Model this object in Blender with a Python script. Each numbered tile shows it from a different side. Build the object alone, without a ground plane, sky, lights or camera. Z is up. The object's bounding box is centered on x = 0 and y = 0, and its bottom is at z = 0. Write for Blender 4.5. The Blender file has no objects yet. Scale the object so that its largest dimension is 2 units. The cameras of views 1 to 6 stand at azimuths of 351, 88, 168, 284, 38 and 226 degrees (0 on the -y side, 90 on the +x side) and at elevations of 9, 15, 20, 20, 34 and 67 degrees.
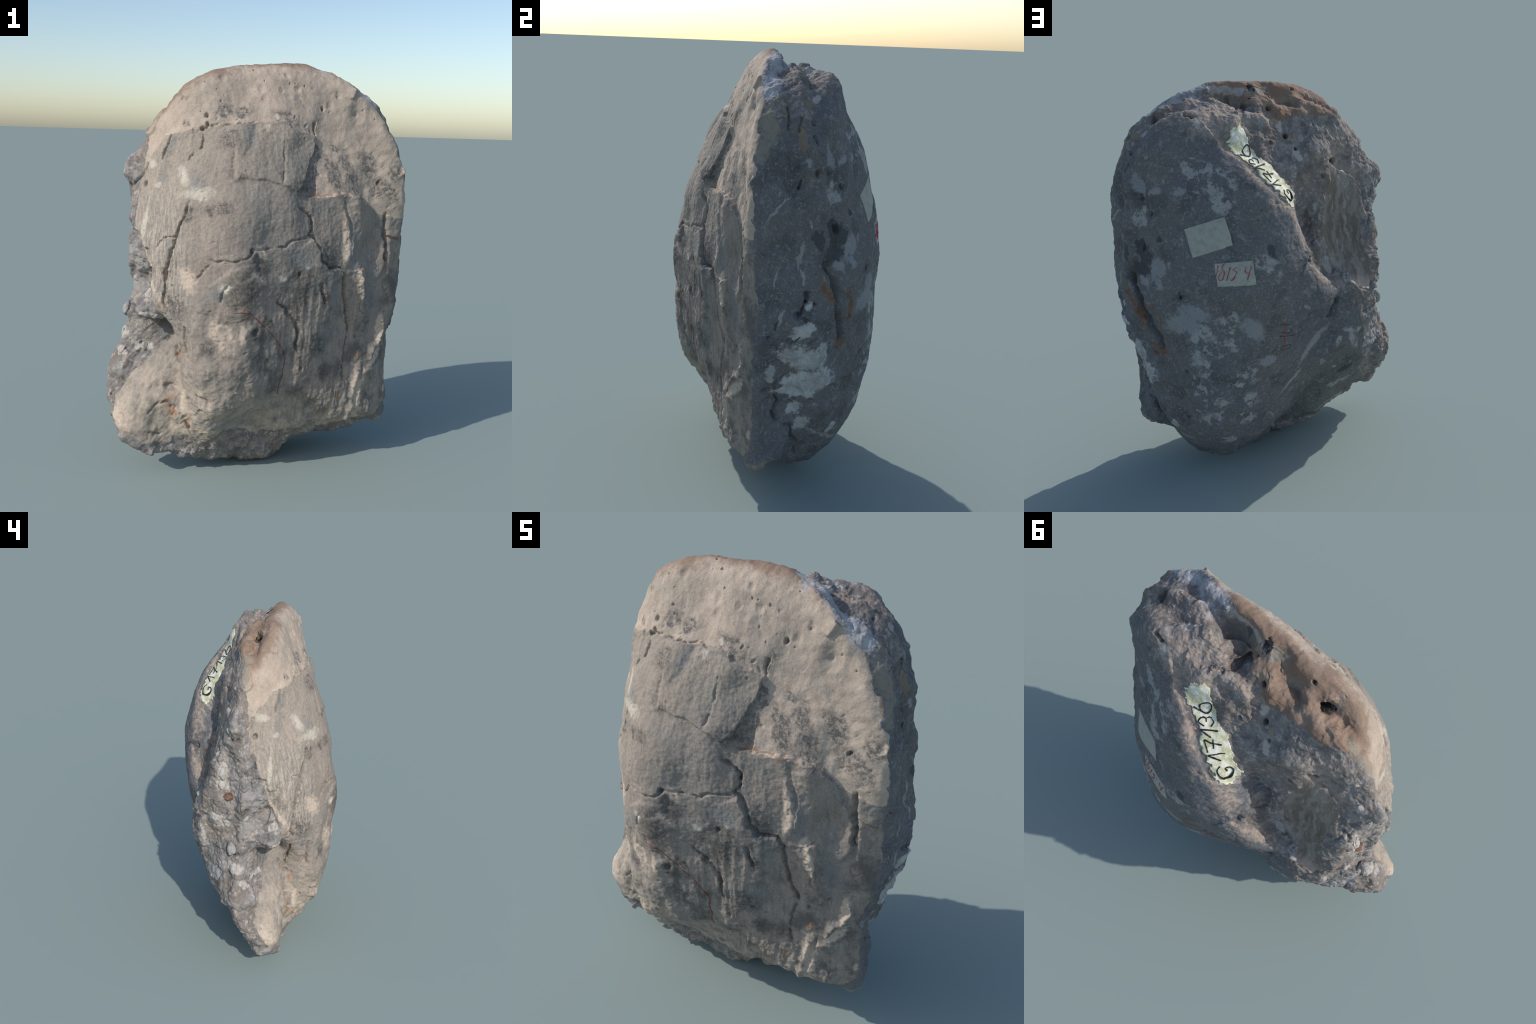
"""A large fossil shell standing in its block of dark limestone: smooth cap of pale sediment over the crest,
cracked shell plates on the front, rough broken left side, worn grey back with a painted number and two paper labels."""
import bmesh
import bpy
import numpy as np
from mathutils import Matrix, Vector
from mathutils.kdtree import KDTree

# The block's outline, ring by ring. Each ring is a section fanned out from the block's heart: its tilt in degrees
# (-90 straight down, 90 straight up), then how far the stone reaches (1 = a plain egg 0.66 x 0.38 x 1 m in half size)
# at 44 equal bearings from +x round to +y, -x, -y.
HEART, EGG = (0.00, -0.02, 0.97), (0.66, 0.38, 1.00)
RINGS = dict(
    ring_a=(-81.00, (0.969, 0.971, 0.975, 0.978, 0.979, 0.979, 0.973, 0.961, 0.945, 0.925, 0.904, 0.883, 0.864, 0.848, 0.835, 0.827, 0.828, 0.842, 0.864, 0.888, 0.913, 0.937, 0.956, 0.970, 0.979, 0.982, 0.982, 0.982, 0.982, 0.981, 0.981, 0.981, 0.982, 0.982, 0.981, 0.981, 0.980, 0.977, 0.974, 0.971, 0.968, 0.966, 0.966, 0.967)),
    ring_b=(-72.00, (0.950, 0.959, 0.970, 0.983, 0.994, 1.000, 0.998, 0.986, 0.964, 0.938, 0.909, 0.881, 0.857, 0.839, 0.819, 0.791, 0.782, 0.809, 0.847, 0.880, 0.908, 0.933, 0.957, 0.978, 0.994, 1.002, 1.007, 1.011, 1.014, 1.015, 1.016, 1.016, 1.014, 1.011, 1.008, 1.006, 1.001, 0.987, 0.973, 0.962, 0.954, 0.948, 0.944, 0.945)),
    ring_c=(-63.00, (0.956, 0.971, 0.992, 1.014, 1.034, 1.047, 1.050, 1.038, 1.009, 0.971, 0.932, 0.896, 0.869, 0.855, 0.834, 0.789, 0.775, 0.833, 0.894, 0.923, 0.936, 0.948, 0.964, 0.983, 0.997, 1.003, 1.020, 1.046, 1.058, 1.058, 1.054, 1.048, 1.038, 1.029, 1.025, 1.026, 1.019, 0.993, 0.970, 0.958, 0.949, 0.942, 0.942, 0.949)),
    ring_d=(-54.00, (1.052, 1.066, 1.091, 1.112, 1.126, 1.133, 1.131, 1.122, 1.087, 1.037, 0.982, 0.931, 0.890, 0.861, 0.828, 0.785, 0.781, 0.840, 0.899, 0.928, 0.944, 0.966, 0.996, 1.025, 1.013, 0.986, 1.025, 1.118, 1.147, 1.124, 1.095, 1.061, 1.032, 1.014, 1.009, 1.013, 1.015, 1.001, 0.995, 0.998, 0.999, 1.001, 1.021, 1.050)),
    ring_e=(-45.00, (1.149, 1.156, 1.147, 1.168, 1.192, 1.216, 1.219, 1.215, 1.188, 1.128, 1.054, 0.983, 0.926, 0.883, 0.841, 0.805, 0.804, 0.848, 0.895, 0.923, 0.946, 0.989, 1.043, 1.087, 1.075, 1.036, 1.094, 1.242, 1.251, 1.203, 1.147, 1.073, 1.021, 0.998, 0.991, 0.998, 1.012, 1.021, 1.034, 1.057, 1.078, 1.090, 1.117, 1.159)),
    ring_f=(-36.00, (1.251, 1.217, 1.141, 1.165, 1.211, 1.265, 1.295, 1.307, 1.296, 1.223, 1.124, 1.031, 0.957, 0.908, 0.868, 0.844, 0.847, 0.896, 0.944, 0.972, 0.981, 1.021, 1.066, 1.142, 1.264, 1.359, 1.402, 1.386, 1.218, 1.209, 1.217, 1.143, 1.078, 1.031, 1.003, 0.994, 0.994, 1.000, 1.016, 1.056, 1.131, 1.210, 1.252, 1.299)),
    ring_g=(-27.00, (1.118, 1.081, 1.071, 1.145, 1.217, 1.275, 1.300, 1.333, 1.359, 1.290, 1.185, 1.074, 0.976, 0.917, 0.892, 0.910, 0.917, 0.957, 0.985, 1.008, 1.032, 1.090, 1.163, 1.288, 1.309, 1.243, 1.240, 1.215, 1.064, 1.165, 1.291, 1.289, 1.232, 1.122, 1.044, 1.014, 0.990, 0.968, 0.957, 0.975, 1.044, 1.130, 1.175, 1.195)),
    ring_h=(-18.00, (1.057, 1.041, 1.077, 1.138, 1.189, 1.224, 1.259, 1.331, 1.390, 1.342, 1.255, 1.120, 0.993, 0.917, 0.896, 0.987, 1.013, 0.995, 0.990, 0.971, 0.987, 1.006, 1.019, 1.082, 0.971, 0.772, 0.727, 0.798, 0.973, 1.142, 1.280, 1.322, 1.294, 1.155, 1.051, 1.011, 0.977, 0.939, 0.909, 0.904, 0.932, 0.998, 1.088, 1.120)),
    ring_i=(-9.00, (1.096, 1.104, 1.151, 1.176, 1.186, 1.186, 1.236, 1.329, 1.396, 1.388, 1.330, 1.171, 1.041, 0.979, 0.924, 0.980, 1.036, 1.029, 1.037, 0.963, 0.948, 0.943, 0.941, 0.968, 0.955, 1.007, 1.077, 1.023, 1.073, 1.149, 1.240, 1.262, 1.273, 1.136, 1.036, 0.993, 0.964, 0.926, 0.901, 0.918, 0.942, 0.989, 1.091, 1.128)),
    ring_j=(0.00, (1.121, 1.136, 1.180, 1.211, 1.207, 1.205, 1.260, 1.323, 1.341, 1.371, 1.377, 1.250, 1.139, 1.094, 1.012, 0.917, 0.923, 0.950, 1.010, 0.967, 0.963, 0.937, 0.944, 0.971, 0.929, 0.890, 0.945, 1.046, 1.064, 1.132, 1.215, 1.250, 1.273, 1.113, 1.028, 0.984, 0.960, 0.925, 0.896, 0.922, 0.934, 0.957, 1.079, 1.123)),
    ring_k=(9.00, (1.138, 1.118, 1.137, 1.177, 1.166, 1.196, 1.234, 1.277, 1.325, 1.356, 1.368, 1.303, 1.186, 1.045, 0.914, 0.790, 0.781, 0.799, 0.893, 0.963, 0.977, 0.918, 0.932, 0.994, 0.985, 0.975, 0.994, 1.054, 1.069, 1.115, 1.171, 1.226, 1.197, 1.061, 1.033, 0.975, 0.940, 0.917, 0.901, 0.924, 0.921, 0.938, 1.119, 1.154)),
    ring_l=(18.00, (1.164, 1.118, 1.148, 1.192, 1.159, 1.208, 1.210, 1.238, 1.277, 1.296, 1.312, 1.273, 1.162, 0.943, 0.809, 0.786, 0.757, 0.729, 0.816, 0.961, 0.998, 0.957, 0.981, 1.003, 0.990, 1.004, 1.010, 1.023, 1.069, 1.106, 1.143, 1.183, 1.161, 1.076, 1.035, 0.948, 0.903, 0.900, 0.915, 0.950, 0.954, 0.984, 1.192, 1.189)),
    ring_m=(27.00, (1.202, 1.138, 1.185, 1.224, 1.190, 1.227, 1.220, 1.220, 1.239, 1.261, 1.262, 1.202, 1.086, 0.870, 0.717, 0.762, 0.768, 0.748, 0.803, 0.923, 1.000, 1.070, 1.107, 1.017, 0.978, 0.999, 1.009, 1.018, 1.057, 1.088, 1.100, 1.093, 1.070, 1.023, 0.985, 0.916, 0.880, 0.887, 0.915, 0.947, 0.954, 1.005, 1.225, 1.233)),
    ring_n=(36.00, (1.238, 1.225, 1.268, 1.267, 1.287, 1.270, 1.232, 1.190, 1.211, 1.189, 1.143, 1.052, 0.966, 0.891, 0.778, 0.795, 0.819, 0.828, 0.847, 0.893, 0.955, 1.026, 1.071, 1.034, 1.013, 1.029, 1.047, 1.047, 1.050, 1.052, 1.047, 1.053, 1.027, 0.990, 0.966, 0.925, 0.891, 0.891, 0.910, 0.937, 0.973, 1.056, 1.206, 1.231)),
    ring_o=(45.00, (1.214, 1.219, 1.240, 1.217, 1.252, 1.255, 1.252, 1.203, 1.162, 1.076, 0.992, 0.955, 0.895, 0.896, 0.874, 0.883, 0.898, 0.913, 0.914, 0.922, 0.966, 1.020, 1.060, 1.062, 1.066, 1.074, 1.075, 1.064, 1.047, 1.028, 1.012, 1.017, 0.989, 0.959, 0.953, 0.942, 0.916, 0.913, 0.922, 0.946, 1.002, 1.091, 1.180, 1.202)),
    ring_p=(54.00, (1.126, 1.142, 1.171, 1.133, 1.112, 1.137, 1.155, 1.118, 1.099, 1.065, 0.951, 0.927, 0.890, 0.862, 0.865, 0.891, 0.918, 0.943, 0.961, 0.986, 1.031, 1.070, 1.068, 1.056, 1.081, 1.103, 1.095, 1.073, 1.046, 1.019, 0.984, 0.959, 0.945, 0.942, 0.950, 0.957, 0.952, 0.954, 0.961, 0.980, 1.032, 1.103, 1.155, 1.143)),
    ring_q=(63.00, (1.079, 1.070, 1.072, 1.059, 1.052, 1.064, 1.055, 1.020, 1.005, 1.006, 0.984, 0.977, 0.945, 0.906, 0.892, 0.899, 0.917, 0.940, 0.965, 0.989, 1.012, 1.019, 1.003, 1.002, 1.040, 1.073, 1.076, 1.062, 1.041, 1.018, 0.994, 0.975, 0.969, 0.972, 0.977, 0.983, 0.991, 1.004, 1.017, 1.033, 1.057, 1.086, 1.108, 1.100)),
    ring_r=(72.00, (1.036, 1.003, 0.986, 0.987, 1.003, 1.019, 1.012, 0.986, 0.959, 0.943, 0.939, 0.939, 0.932, 0.921, 0.916, 0.919, 0.928, 0.940, 0.954, 0.968, 0.981, 0.991, 0.998, 1.012, 1.030, 1.040, 1.042, 1.041, 1.034, 1.025, 1.017, 1.010, 1.007, 1.007, 1.008, 1.011, 1.017, 1.025, 1.034, 1.042, 1.051, 1.061, 1.071, 1.065)),
    ring_s=(81.00, (1.009, 0.989, 0.976, 0.971, 0.974, 0.979, 0.982, 0.980, 0.978, 0.976, 0.975, 0.973, 0.969, 0.963, 0.959, 0.957, 0.957, 0.958, 0.962, 0.966, 0.971, 0.977, 0.984, 0.993, 1.001, 1.007, 1.013, 1.019, 1.023, 1.024, 1.025, 1.026, 1.026, 1.026, 1.027, 1.027, 1.029, 1.031, 1.033, 1.036, 1.039, 1.040, 1.038, 1.028)),
)
SUMMIT, SOLE = 1.001, 0.956


# how far behind or before the heart the front face's rim lies, every 12 degrees round it (from straight down, clockwise by the left)
RIM = [-0.306, -0.357, -0.326, -0.266, -0.170, -0.395, -0.488, -0.404, -0.309, -0.217, -0.109, -0.063, -0.013, 0.078, 0.125, 0.115, -0.010, -0.065, -0.082, -0.102, -0.127, -0.129, -0.116, -0.102, -0.111, -0.125, -0.089, -0.130, -0.202, -0.275]
CAP_LINE = [(-0.60, 1.36), (-0.55, 1.50), (-0.47, 1.63), (-0.31, 1.675), (-0.10, 1.70), (0.06, 1.71), (0.13, 1.68), (0.235, 1.65), (0.24, 1.36), (0.39, 1.365), (0.50, 1.34), (0.57, 1.28), (0.68, 1.25), (0.76, 1.25)]
BACK_RIDGE = [(0.0, -0.60), (0.4, -0.52), (0.7, -0.50), (0.85, -0.44), (0.92, -0.40), (0.98, -0.33), (1.10, -0.22), (1.36, -0.17), (1.46, -0.08), (1.59, 0.04), (1.74, 0.20), (1.87, 0.29), (2.0, 0.33)]
BACK_TOP = [(-0.6, 2.1), (0.2, 1.90), (0.29, 1.875), (0.40, 1.86), (0.53, 1.815), (0.63, 1.745), (0.75, 1.70)]

# relief: cliff (height of the left side, reach), crack (half width, depth), ridge (half width, height), each along a line on the surface
RELIEF = {
    "upper_plate_line": ("crack", 0.004, 0.015, [(-0.307, -0.254, 1.67), (-0.279, -0.257, 1.68), (-0.232, -0.26, 1.69), (-0.204, -0.263, 1.69), (-0.153, -0.272, 1.7), (-0.1, -0.266, 1.7), (-0.049, -0.248, 1.71)]),
    "upper_plate_edge": ("cliff", 0.015, 0.09, [(0.149, -0.326, 1.36), (0.167, -0.297, 1.43), (0.187, -0.277, 1.48), (0.205, -0.257, 1.53), (0.23, -0.238, 1.57), (0.24, -0.214, 1.65), (0.197, -0.225, 1.66), (0.154, -0.238, 1.67), (0.117, -0.247, 1.68), (0.103, -0.242, 1.7), (0.063, -0.245, 1.71), (0.004, -0.25, 1.69), (-0.029, -0.243, 1.71), (-0.049, -0.248, 1.71), (-0.1, -0.266, 1.7), (-0.153, -0.272, 1.7), (-0.204, -0.263, 1.69), (-0.232, -0.26, 1.69), (-0.279, -0.257, 1.68), (-0.307, -0.254, 1.67), (-0.34, -0.244, 1.67)]),
    "right_plate_edge": ("cliff", 0.014, 0.10, [(0.573, -0.178, 0.917), (0.596, -0.166, 0.946), (0.624, -0.155, 0.991), (0.633, -0.152, 1.03), (0.637, -0.152, 1.11), (0.626, -0.156, 1.16), (0.6, -0.161, 1.2), (0.573, -0.165, 1.21), (0.568, -0.167, 1.28), (0.55, -0.169, 1.3), (0.5, -0.192, 1.33), (0.494, -0.19, 1.35), (0.379, -0.25, 1.38), (0.293, -0.272, 1.36), (0.218, -0.291, 1.37), (0.157, -0.322, 1.36)]),
    "recess_wall": ("cliff", 0.016, 0.08, [(0.392, -0.275, 0.981), (0.373, -0.285, 1.02), (0.305, -0.328, 1.03), (0.293, -0.333, 1.05), (0.265, -0.345, 1.06), (0.256, -0.34, 1.12), (0.24, -0.341, 1.15), (0.224, -0.34, 1.18)]),
    "mid_ledge": ("cliff", 0.008, 0.10, [(-0.172, -0.383, 1.45), (-0.12, -0.385, 1.45), (-0.068, -0.38, 1.44), (-0.034, -0.373, 1.44), (0.001, -0.365, 1.44), (0.05, -0.361, 1.42), (0.091, -0.349, 1.41), (0.14, -0.33, 1.37)]),
    "right_block": ("cliff", 0.010, 0.06, [(0.629, -0.159, 1.27), (0.62, -0.158, 1.19), (0.634, -0.155, 1.16), (0.722, -0.126, 1.15)]),
    "bulge_rim": ("cliff", 0.007, 0.05, [(-0.071, -0.466, 1.07), (-0.125, -0.488, 1.06), (-0.185, -0.487, 1.04), (-0.255, -0.468, 0.989), (-0.286, -0.459, 0.959)]),
    "bulge_step": ("cliff", 0.006, 0.05, [(-0.071, -0.476, 1.02), (-0.115, -0.495, 1), (-0.166, -0.496, 0.985), (-0.206, -0.486, 0.945), (-0.231, -0.476, 0.896), (-0.251, -0.469, 0.783), (-0.255, -0.471, 0.717), (-0.227, -0.478, 0.709), (-0.217, -0.482, 0.662), (-0.226, -0.481, 0.614)]),
    "small_chip": ("cliff", 0.014, 0.03, [(0.444, -0.124, 1.83), (0.453, -0.114, 1.85), (0.469, -0.1, 1.87)]),
    "left_crack_wall": ("cliff", 0.008, 0.08, [(-0.371, -0.353, 1.34), (-0.38, -0.36, 1.28), (-0.411, -0.348, 1.22), (-0.422, -0.345, 1.18), (-0.437, -0.338, 1.12), (-0.459, -0.323, 1.06), (-0.473, -0.316, 1.01)]),
    "left_sheet": ("cliff", 0.008, 0.06, [(-0.339, -0.243, 1.67), (-0.417, -0.208, 1.66), (-0.44, -0.202, 1.64), (-0.454, -0.204, 1.6), (-0.473, -0.199, 1.56)]),
    "main_crack": ("crack", 0.007, 0.025, [(0.133, -0.343, 1.35), (0.143, -0.348, 1.32), (0.194, -0.324, 1.29), (0.215, -0.322, 1.26), (0.217, -0.334, 1.22), (0.205, -0.348, 1.19), (0.224, -0.34, 1.18), (0.24, -0.341, 1.15), (0.256, -0.34, 1.12), (0.265, -0.345, 1.06), (0.293, -0.333, 1.05), (0.305, -0.328, 1.03), (0.372, -0.285, 1.02), (0.389, -0.276, 0.992), (0.397, -0.273, 0.951), (0.4, -0.271, 0.884), (0.415, -0.259, 0.805), (0.43, -0.242, 0.749), (0.441, -0.229, 0.704), (0.438, -0.228, 0.652)]),
    "main_crack_low": ("crack", 0.005, 0.013, [(0.437, -0.229, 0.675), (0.425, -0.236, 0.609), (0.414, -0.244, 0.522), (0.423, -0.241, 0.457), (0.443, -0.233, 0.401)]),
    "cross_crack": ("crack", 0.004, 0.013, [(0.205, -0.348, 1.19), (0.191, -0.357, 1.18), (0.111, -0.398, 1.17), (0.087, -0.405, 1.15), (0.08, -0.406, 1.14), (-0.025, -0.43, 1.13), (-0.076, -0.456, 1.13), (-0.115, -0.479, 1.09), (-0.18, -0.482, 1.08), (-0.238, -0.467, 1.08), (-0.287, -0.448, 1.08)]),
    "branch_crack": ("crack", 0.004, 0.011, [(-0.278, -0.452, 1.07), (-0.3, -0.448, 1.04), (-0.327, -0.439, 1.01), (-0.335, -0.437, 0.99), (-0.357, -0.422, 0.995), (-0.388, -0.392, 1.03)]),
    "left_crack": ("crack", 0.008, 0.034, [(-0.368, -0.356, 1.33), (-0.414, -0.348, 1.21), (-0.435, -0.339, 1.13), (-0.469, -0.318, 1), (-0.474, -0.32, 0.921), (-0.479, -0.314, 0.844), (-0.425, -0.299, 0.729), (-0.396, -0.272, 0.65), (-0.396, -0.28, 0.61), (-0.424, -0.259, 0.597)]),
    "left_crack_up": ("crack", 0.004, 0.012, [(-0.306, -0.264, 1.65), (-0.296, -0.28, 1.62), (-0.318, -0.288, 1.58), (-0.365, -0.287, 1.54), (-0.376, -0.288, 1.52)]),
    "left_branch": ("crack", 0.004, 0.012, [(-0.422, -0.345, 1.18), (-0.469, -0.312, 1.17), (-0.492, -0.3, 1.15), (-0.512, -0.288, 1.12)]),
    "left_slit": ("crack", 0.006, 0.021, [(-0.44, -0.202, 1.64), (-0.454, -0.204, 1.6), (-0.473, -0.199, 1.56), (-0.486, -0.196, 1.52)]),
    "plate_crack": ("crack", 0.004, 0.009, [(0.079, -0.272, 1.64), (0.074, -0.318, 1.52), (0.059, -0.35, 1.44), (0.053, -0.36, 1.42)]),
    "plate_fold": ("ridge", 0.014, -0.006, [(-0.168, -0.337, 1.57), (-0.165, -0.358, 1.51), (-0.167, -0.38, 1.46)]),
    "plate_fold_b": ("ridge", 0.020, -0.007, [(-0.057, -0.275, 1.68), (-0.076, -0.315, 1.61), (-0.103, -0.342, 1.55)]),
    "wedge_slit": ("crack", 0.007, 0.025, [(0.239, -0.195, 1.71), (0.236, -0.206, 1.68), (0.241, -0.212, 1.65)]),
    "right_crack_hor": ("crack", 0.005, 0.015, [(0.631, -0.155, 1.16), (0.672, -0.147, 1.15), (0.722, -0.126, 1.14)]),
    "right_crack_ver": ("crack", 0.008, 0.034, [(0.626, -0.16, 1.28), (0.63, -0.158, 1.22), (0.626, -0.156, 1.16), (0.639, -0.152, 1.11), (0.635, -0.152, 1.03)]),
    "lower_slot": ("crack", 0.009, 0.021, [(0.265, -0.351, 0.956), (0.273, -0.348, 0.916), (0.294, -0.334, 0.848)]),
    "lower_slot_b": ("crack", 0.010, 0.018, [(0.1, -0.404, 0.84), (0.139, -0.389, 0.777), (0.157, -0.382, 0.736), (0.15, -0.381, 0.676), (0.164, -0.371, 0.623)]),
    "lower_slot_c": ("crack", 0.008, 0.018, [(0.043, -0.426, 0.884), (0.073, -0.414, 0.857), (0.101, -0.404, 0.825)]),
    "thin_cracks": ("crack", 0.004, 0.007, [(0.433, -0.26, 0.976), (0.47, -0.244, 1), (0.501, -0.221, 1.02)]),
    "thin_cracks_b": ("crack", 0.004, 0.009, [(0.497, -0.227, 0.857), (0.493, -0.221, 0.806), (0.52, -0.199, 0.77), (0.53, -0.189, 0.736)]),
    "thin_cracks_c": ("crack", 0.004, 0.009, [(0.567, -0.174, 0.737), (0.546, -0.179, 0.696), (0.522, -0.189, 0.678)]),
    "bulge_crack": ("crack", 0.005, 0.015, [(-0.206, -0.486, 0.945), (-0.199, -0.488, 0.969), (-0.227, -0.478, 0.916), (-0.231, -0.476, 0.896)]),
    "base_crack": ("crack", 0.006, 0.021, [(-0.385, -0.401, 0.749), (-0.386, -0.392, 0.688), (-0.382, -0.386, 0.633), (-0.386, -0.402, 0.761), (-0.384, -0.396, 0.699), (-0.375, -0.394, 0.605)]),
    "base_crack_b": ("crack", 0.008, 0.021, [(-0.416, -0.234, 0.642), (-0.419, -0.263, 0.594), (-0.394, -0.292, 0.562)]),
    "base_crack_c": ("crack", 0.007, 0.021, [(-0.48, -0.301, 0.377), (-0.426, -0.302, 0.358), (-0.414, -0.304, 0.343)]),
    "base_crack_d": ("crack", 0.007, 0.021, [(-0.334, -0.42, 0.436), (-0.303, -0.44, 0.432), (-0.265, -0.446, 0.411)]),
    "base_crack_e": ("crack", 0.008, 0.021, [(-0.387, -0.314, 0.325), (-0.369, -0.327, 0.309), (-0.353, -0.324, 0.236)]),
    "base_crack_f": ("crack", 0.005, 0.015, [(-0.6, -0.306, 0.222), (-0.556, -0.309, 0.221), (-0.483, -0.302, 0.206)]),
    "base_crack_g": ("crack", 0.006, 0.015, [(-0.542, -0.307, 0.317), (-0.523, -0.305, 0.346), (-0.489, -0.301, 0.377)]),
    "spur_groove": ("crack", 0.010, 0.015, [(-0.504, -0.286, 0.456), (-0.461, -0.292, 0.452), (-0.422, -0.294, 0.454)]),
    "fold_ridge": ("ridge", 0.020, 0.012, [(0.39, -0.264, 1.27), (0.408, -0.264, 1.2), (0.423, -0.26, 1.12), (0.403, -0.269, 1.05)]),
    "fold_ridge_b": ("ridge", 0.014, 0.016, [(0.476, -0.241, 0.996), (0.491, -0.234, 0.943), (0.503, -0.225, 0.864)]),
    "fold_valley": ("ridge", 0.03, -0.012, [(0.406, -0.248, 1.35), (0.448, -0.249, 1.2), (0.461, -0.245, 1.07)]),
    "white_rib": ("ridge", 0.012, 0.020, [(0.629, -0.153, 0.748), (0.645, -0.141, 0.685), (0.619, -0.151, 0.608), (0.593, -0.165, 0.598), (0.561, -0.19, 0.535)]),
    "white_rib_b": ("ridge", 0.016, 0.016, [(0.502, -0.216, 0.491), (0.493, -0.221, 0.428), (0.487, -0.219, 0.347), (0.455, -0.196, 0.243)]),
    "right_rib": ("ridge", 0.012, 0.010, [(0.66, -0.149, 1.15), (0.661, -0.146, 1.06), (0.655, -0.147, 0.969)]),
    "corner_hollow": ("ridge", 0.05, -0.012, [(0.596, -0.188, 0.388), (0.638, -0.157, 0.306)]),
    "bulge_top": ("ridge", 0.035, 0.012, [(-0.233, -0.475, 0.756), (-0.218, -0.48, 0.709)]),
    "bulge_lip": ("ridge", 0.022, 0.010, [(-0.118, -0.492, 0.754), (-0.121, -0.491, 0.711)]),
    "bulge_main": ("ridge", 0.09, 0.006, [(-0.314, -0.428, 1.12), (-0.248, -0.454, 1.16)]),
    "base_rib": ("ridge", 0.030, 0.008, [(-0.475, -0.301, 0.379), (-0.426, -0.299, 0.403), (-0.389, -0.308, 0.455), (-0.383, -0.343, 0.546)]),
    "base_rib_b": ("ridge", 0.030, 0.008, [(-0.302, -0.398, 0.328), (-0.263, -0.432, 0.374), (-0.185, -0.454, 0.419)]),
    "spur_top": ("ridge", 0.05, 0.010, [(-0.702, -0.221, 0.26), (-0.653, -0.246, 0.345)]),
    "spur_valley": ("ridge", 0.05, -0.006, [(-0.503, -0.307, 0.296), (-0.435, -0.303, 0.282)]),
    "band_under": ("ridge", 0.03, 0.010, [(0.133, -0.268, 0.236), (0.295, -0.24, 0.247), (0.407, -0.214, 0.256)]),
    "right_side_step": ("cliff", -0.02, 0.10, [(0.736, 0.104, 1.04), (0.744, 0.108, 0.999), (0.748, 0.095, 0.955), (0.745, 0.071, 0.918)]),
    "side_crack_a": ("crack", 0.010, 0.034, [(0.736, 0.102, 1.04), (0.744, 0.108, 0.999), (0.748, 0.095, 0.955), (0.745, 0.071, 0.918)]),
    "side_crack_b": ("crack", 0.006, 0.021, [(0.744, 0.106, 0.994), (0.741, 0.136, 0.992), (0.733, 0.161, 0.972)]),
    "side_crack_c": ("crack", 0.010, 0.030, [(0.646, -0.012, 0.559), (0.635, 0.011, 0.511), (0.647, 0.001, 0.452), (0.652, 0.01, 0.406)]),
    "side_crack_d": ("crack", 0.010, 0.018, [(0.686, -0.062, 0.568), (0.665, -0.035, 0.564), (0.643, -0.007, 0.557), (0.646, -0.003, 0.612)]),
    "side_crack_e": ("crack", 0.008, 0.021, [(0.637, 0.038, 0.399), (0.611, 0.065, 0.376), (0.596, 0.073, 0.318), (0.559, 0.108, 0.261)]),
    "side_crack_f": ("crack", 0.007, 0.021, [(0.545, 0.099, 0.225), (0.516, 0.108, 0.173)]),
    "side_crack_g": ("crack", 0.005, 0.018, [(0.612, 0, 1.78), (0.638, 0.017, 1.73), (0.655, 0.01, 1.69)]),
    "side_crack_h": ("crack", 0.006, 0.021, [(0.633, 0.061, 1.75), (0.648, 0.05, 1.7), (0.65, 0.046, 1.68)]),
    "side_crack_i": ("crack", 0.008, 0.021, [(0.646, 0.126, 1.67), (0.651, 0.131, 1.63)]),
    "side_crack_j": ("crack", 0.007, 0.021, [(0.662, 0.068, 1.49), (0.664, 0.057, 1.45)]),
    "side_crack_k": ("crack", 0.006, 0.018, [(0.729, -0.051, 0.822), (0.728, -0.018, 0.859), (0.734, -0.007, 0.902)]),
    "side_crack_l": ("crack", 0.006, 0.018, [(0.713, 0.024, 0.804), (0.723, 0.052, 0.82), (0.714, 0.053, 0.792), (0.733, 0.098, 0.83)]),
    "side_crack_m": ("crack", 0.004, 0.015, [(0.722, 0.104, 0.796), (0.716, 0.139, 0.804), (0.709, 0.165, 0.824)]),
    "side_white": ("ridge", 0.07, 0.012, [(0.65, 0.132, 0.621), (0.641, 0.178, 0.599)]),
    "side_hollow": ("ridge", 0.035, -0.014, [(0.683, -0.037, 0.371), (0.666, -0.031, 0.461), (0.655, -0.024, 0.514)]),
    "side_valley": ("ridge", 0.05, -0.020, [(0.66, 0.063, 1.58), (0.656, 0.052, 1.64), (0.631, 0.129, 1.7)]),
    "side_hump": ("ridge", 0.04, 0.014, [(0.591, 0.183, 1.71), (0.652, 0.153, 1.54)]),
    "rust_gash": ("crack", 0.019, 0.045, [(0.68, 0.183, 1.16), (0.669, 0.204, 1.1), (0.647, 0.24, 1.02), (0.638, 0.251, 0.942), (0.609, 0.266, 0.891), (0.585, 0.278, 0.838), (0.563, 0.288, 0.756)]),
    "rust_lip_edge": ("cliff", 0.012, 0.05, [(0.669, 0.204, 1.1), (0.647, 0.24, 1.02), (0.592, 0.289, 0.99), (0.562, 0.32, 0.946), (0.555, 0.311, 0.849)]),
    "rust_lip": ("ridge", 0.03, 0.010, [(0.682, 0.212, 1.03), (0.659, 0.23, 0.87)]),
    "ridge_step": ("cliff", -0.008, 0.07, [(0.284, 0.223, 1.86), (0.245, 0.258, 1.81), (0.206, 0.284, 1.74), (0.118, 0.304, 1.67), (0.053, 0.35, 1.6), (-0.061, 0.38, 1.46), (-0.158, 0.211, 1.37)]),
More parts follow.
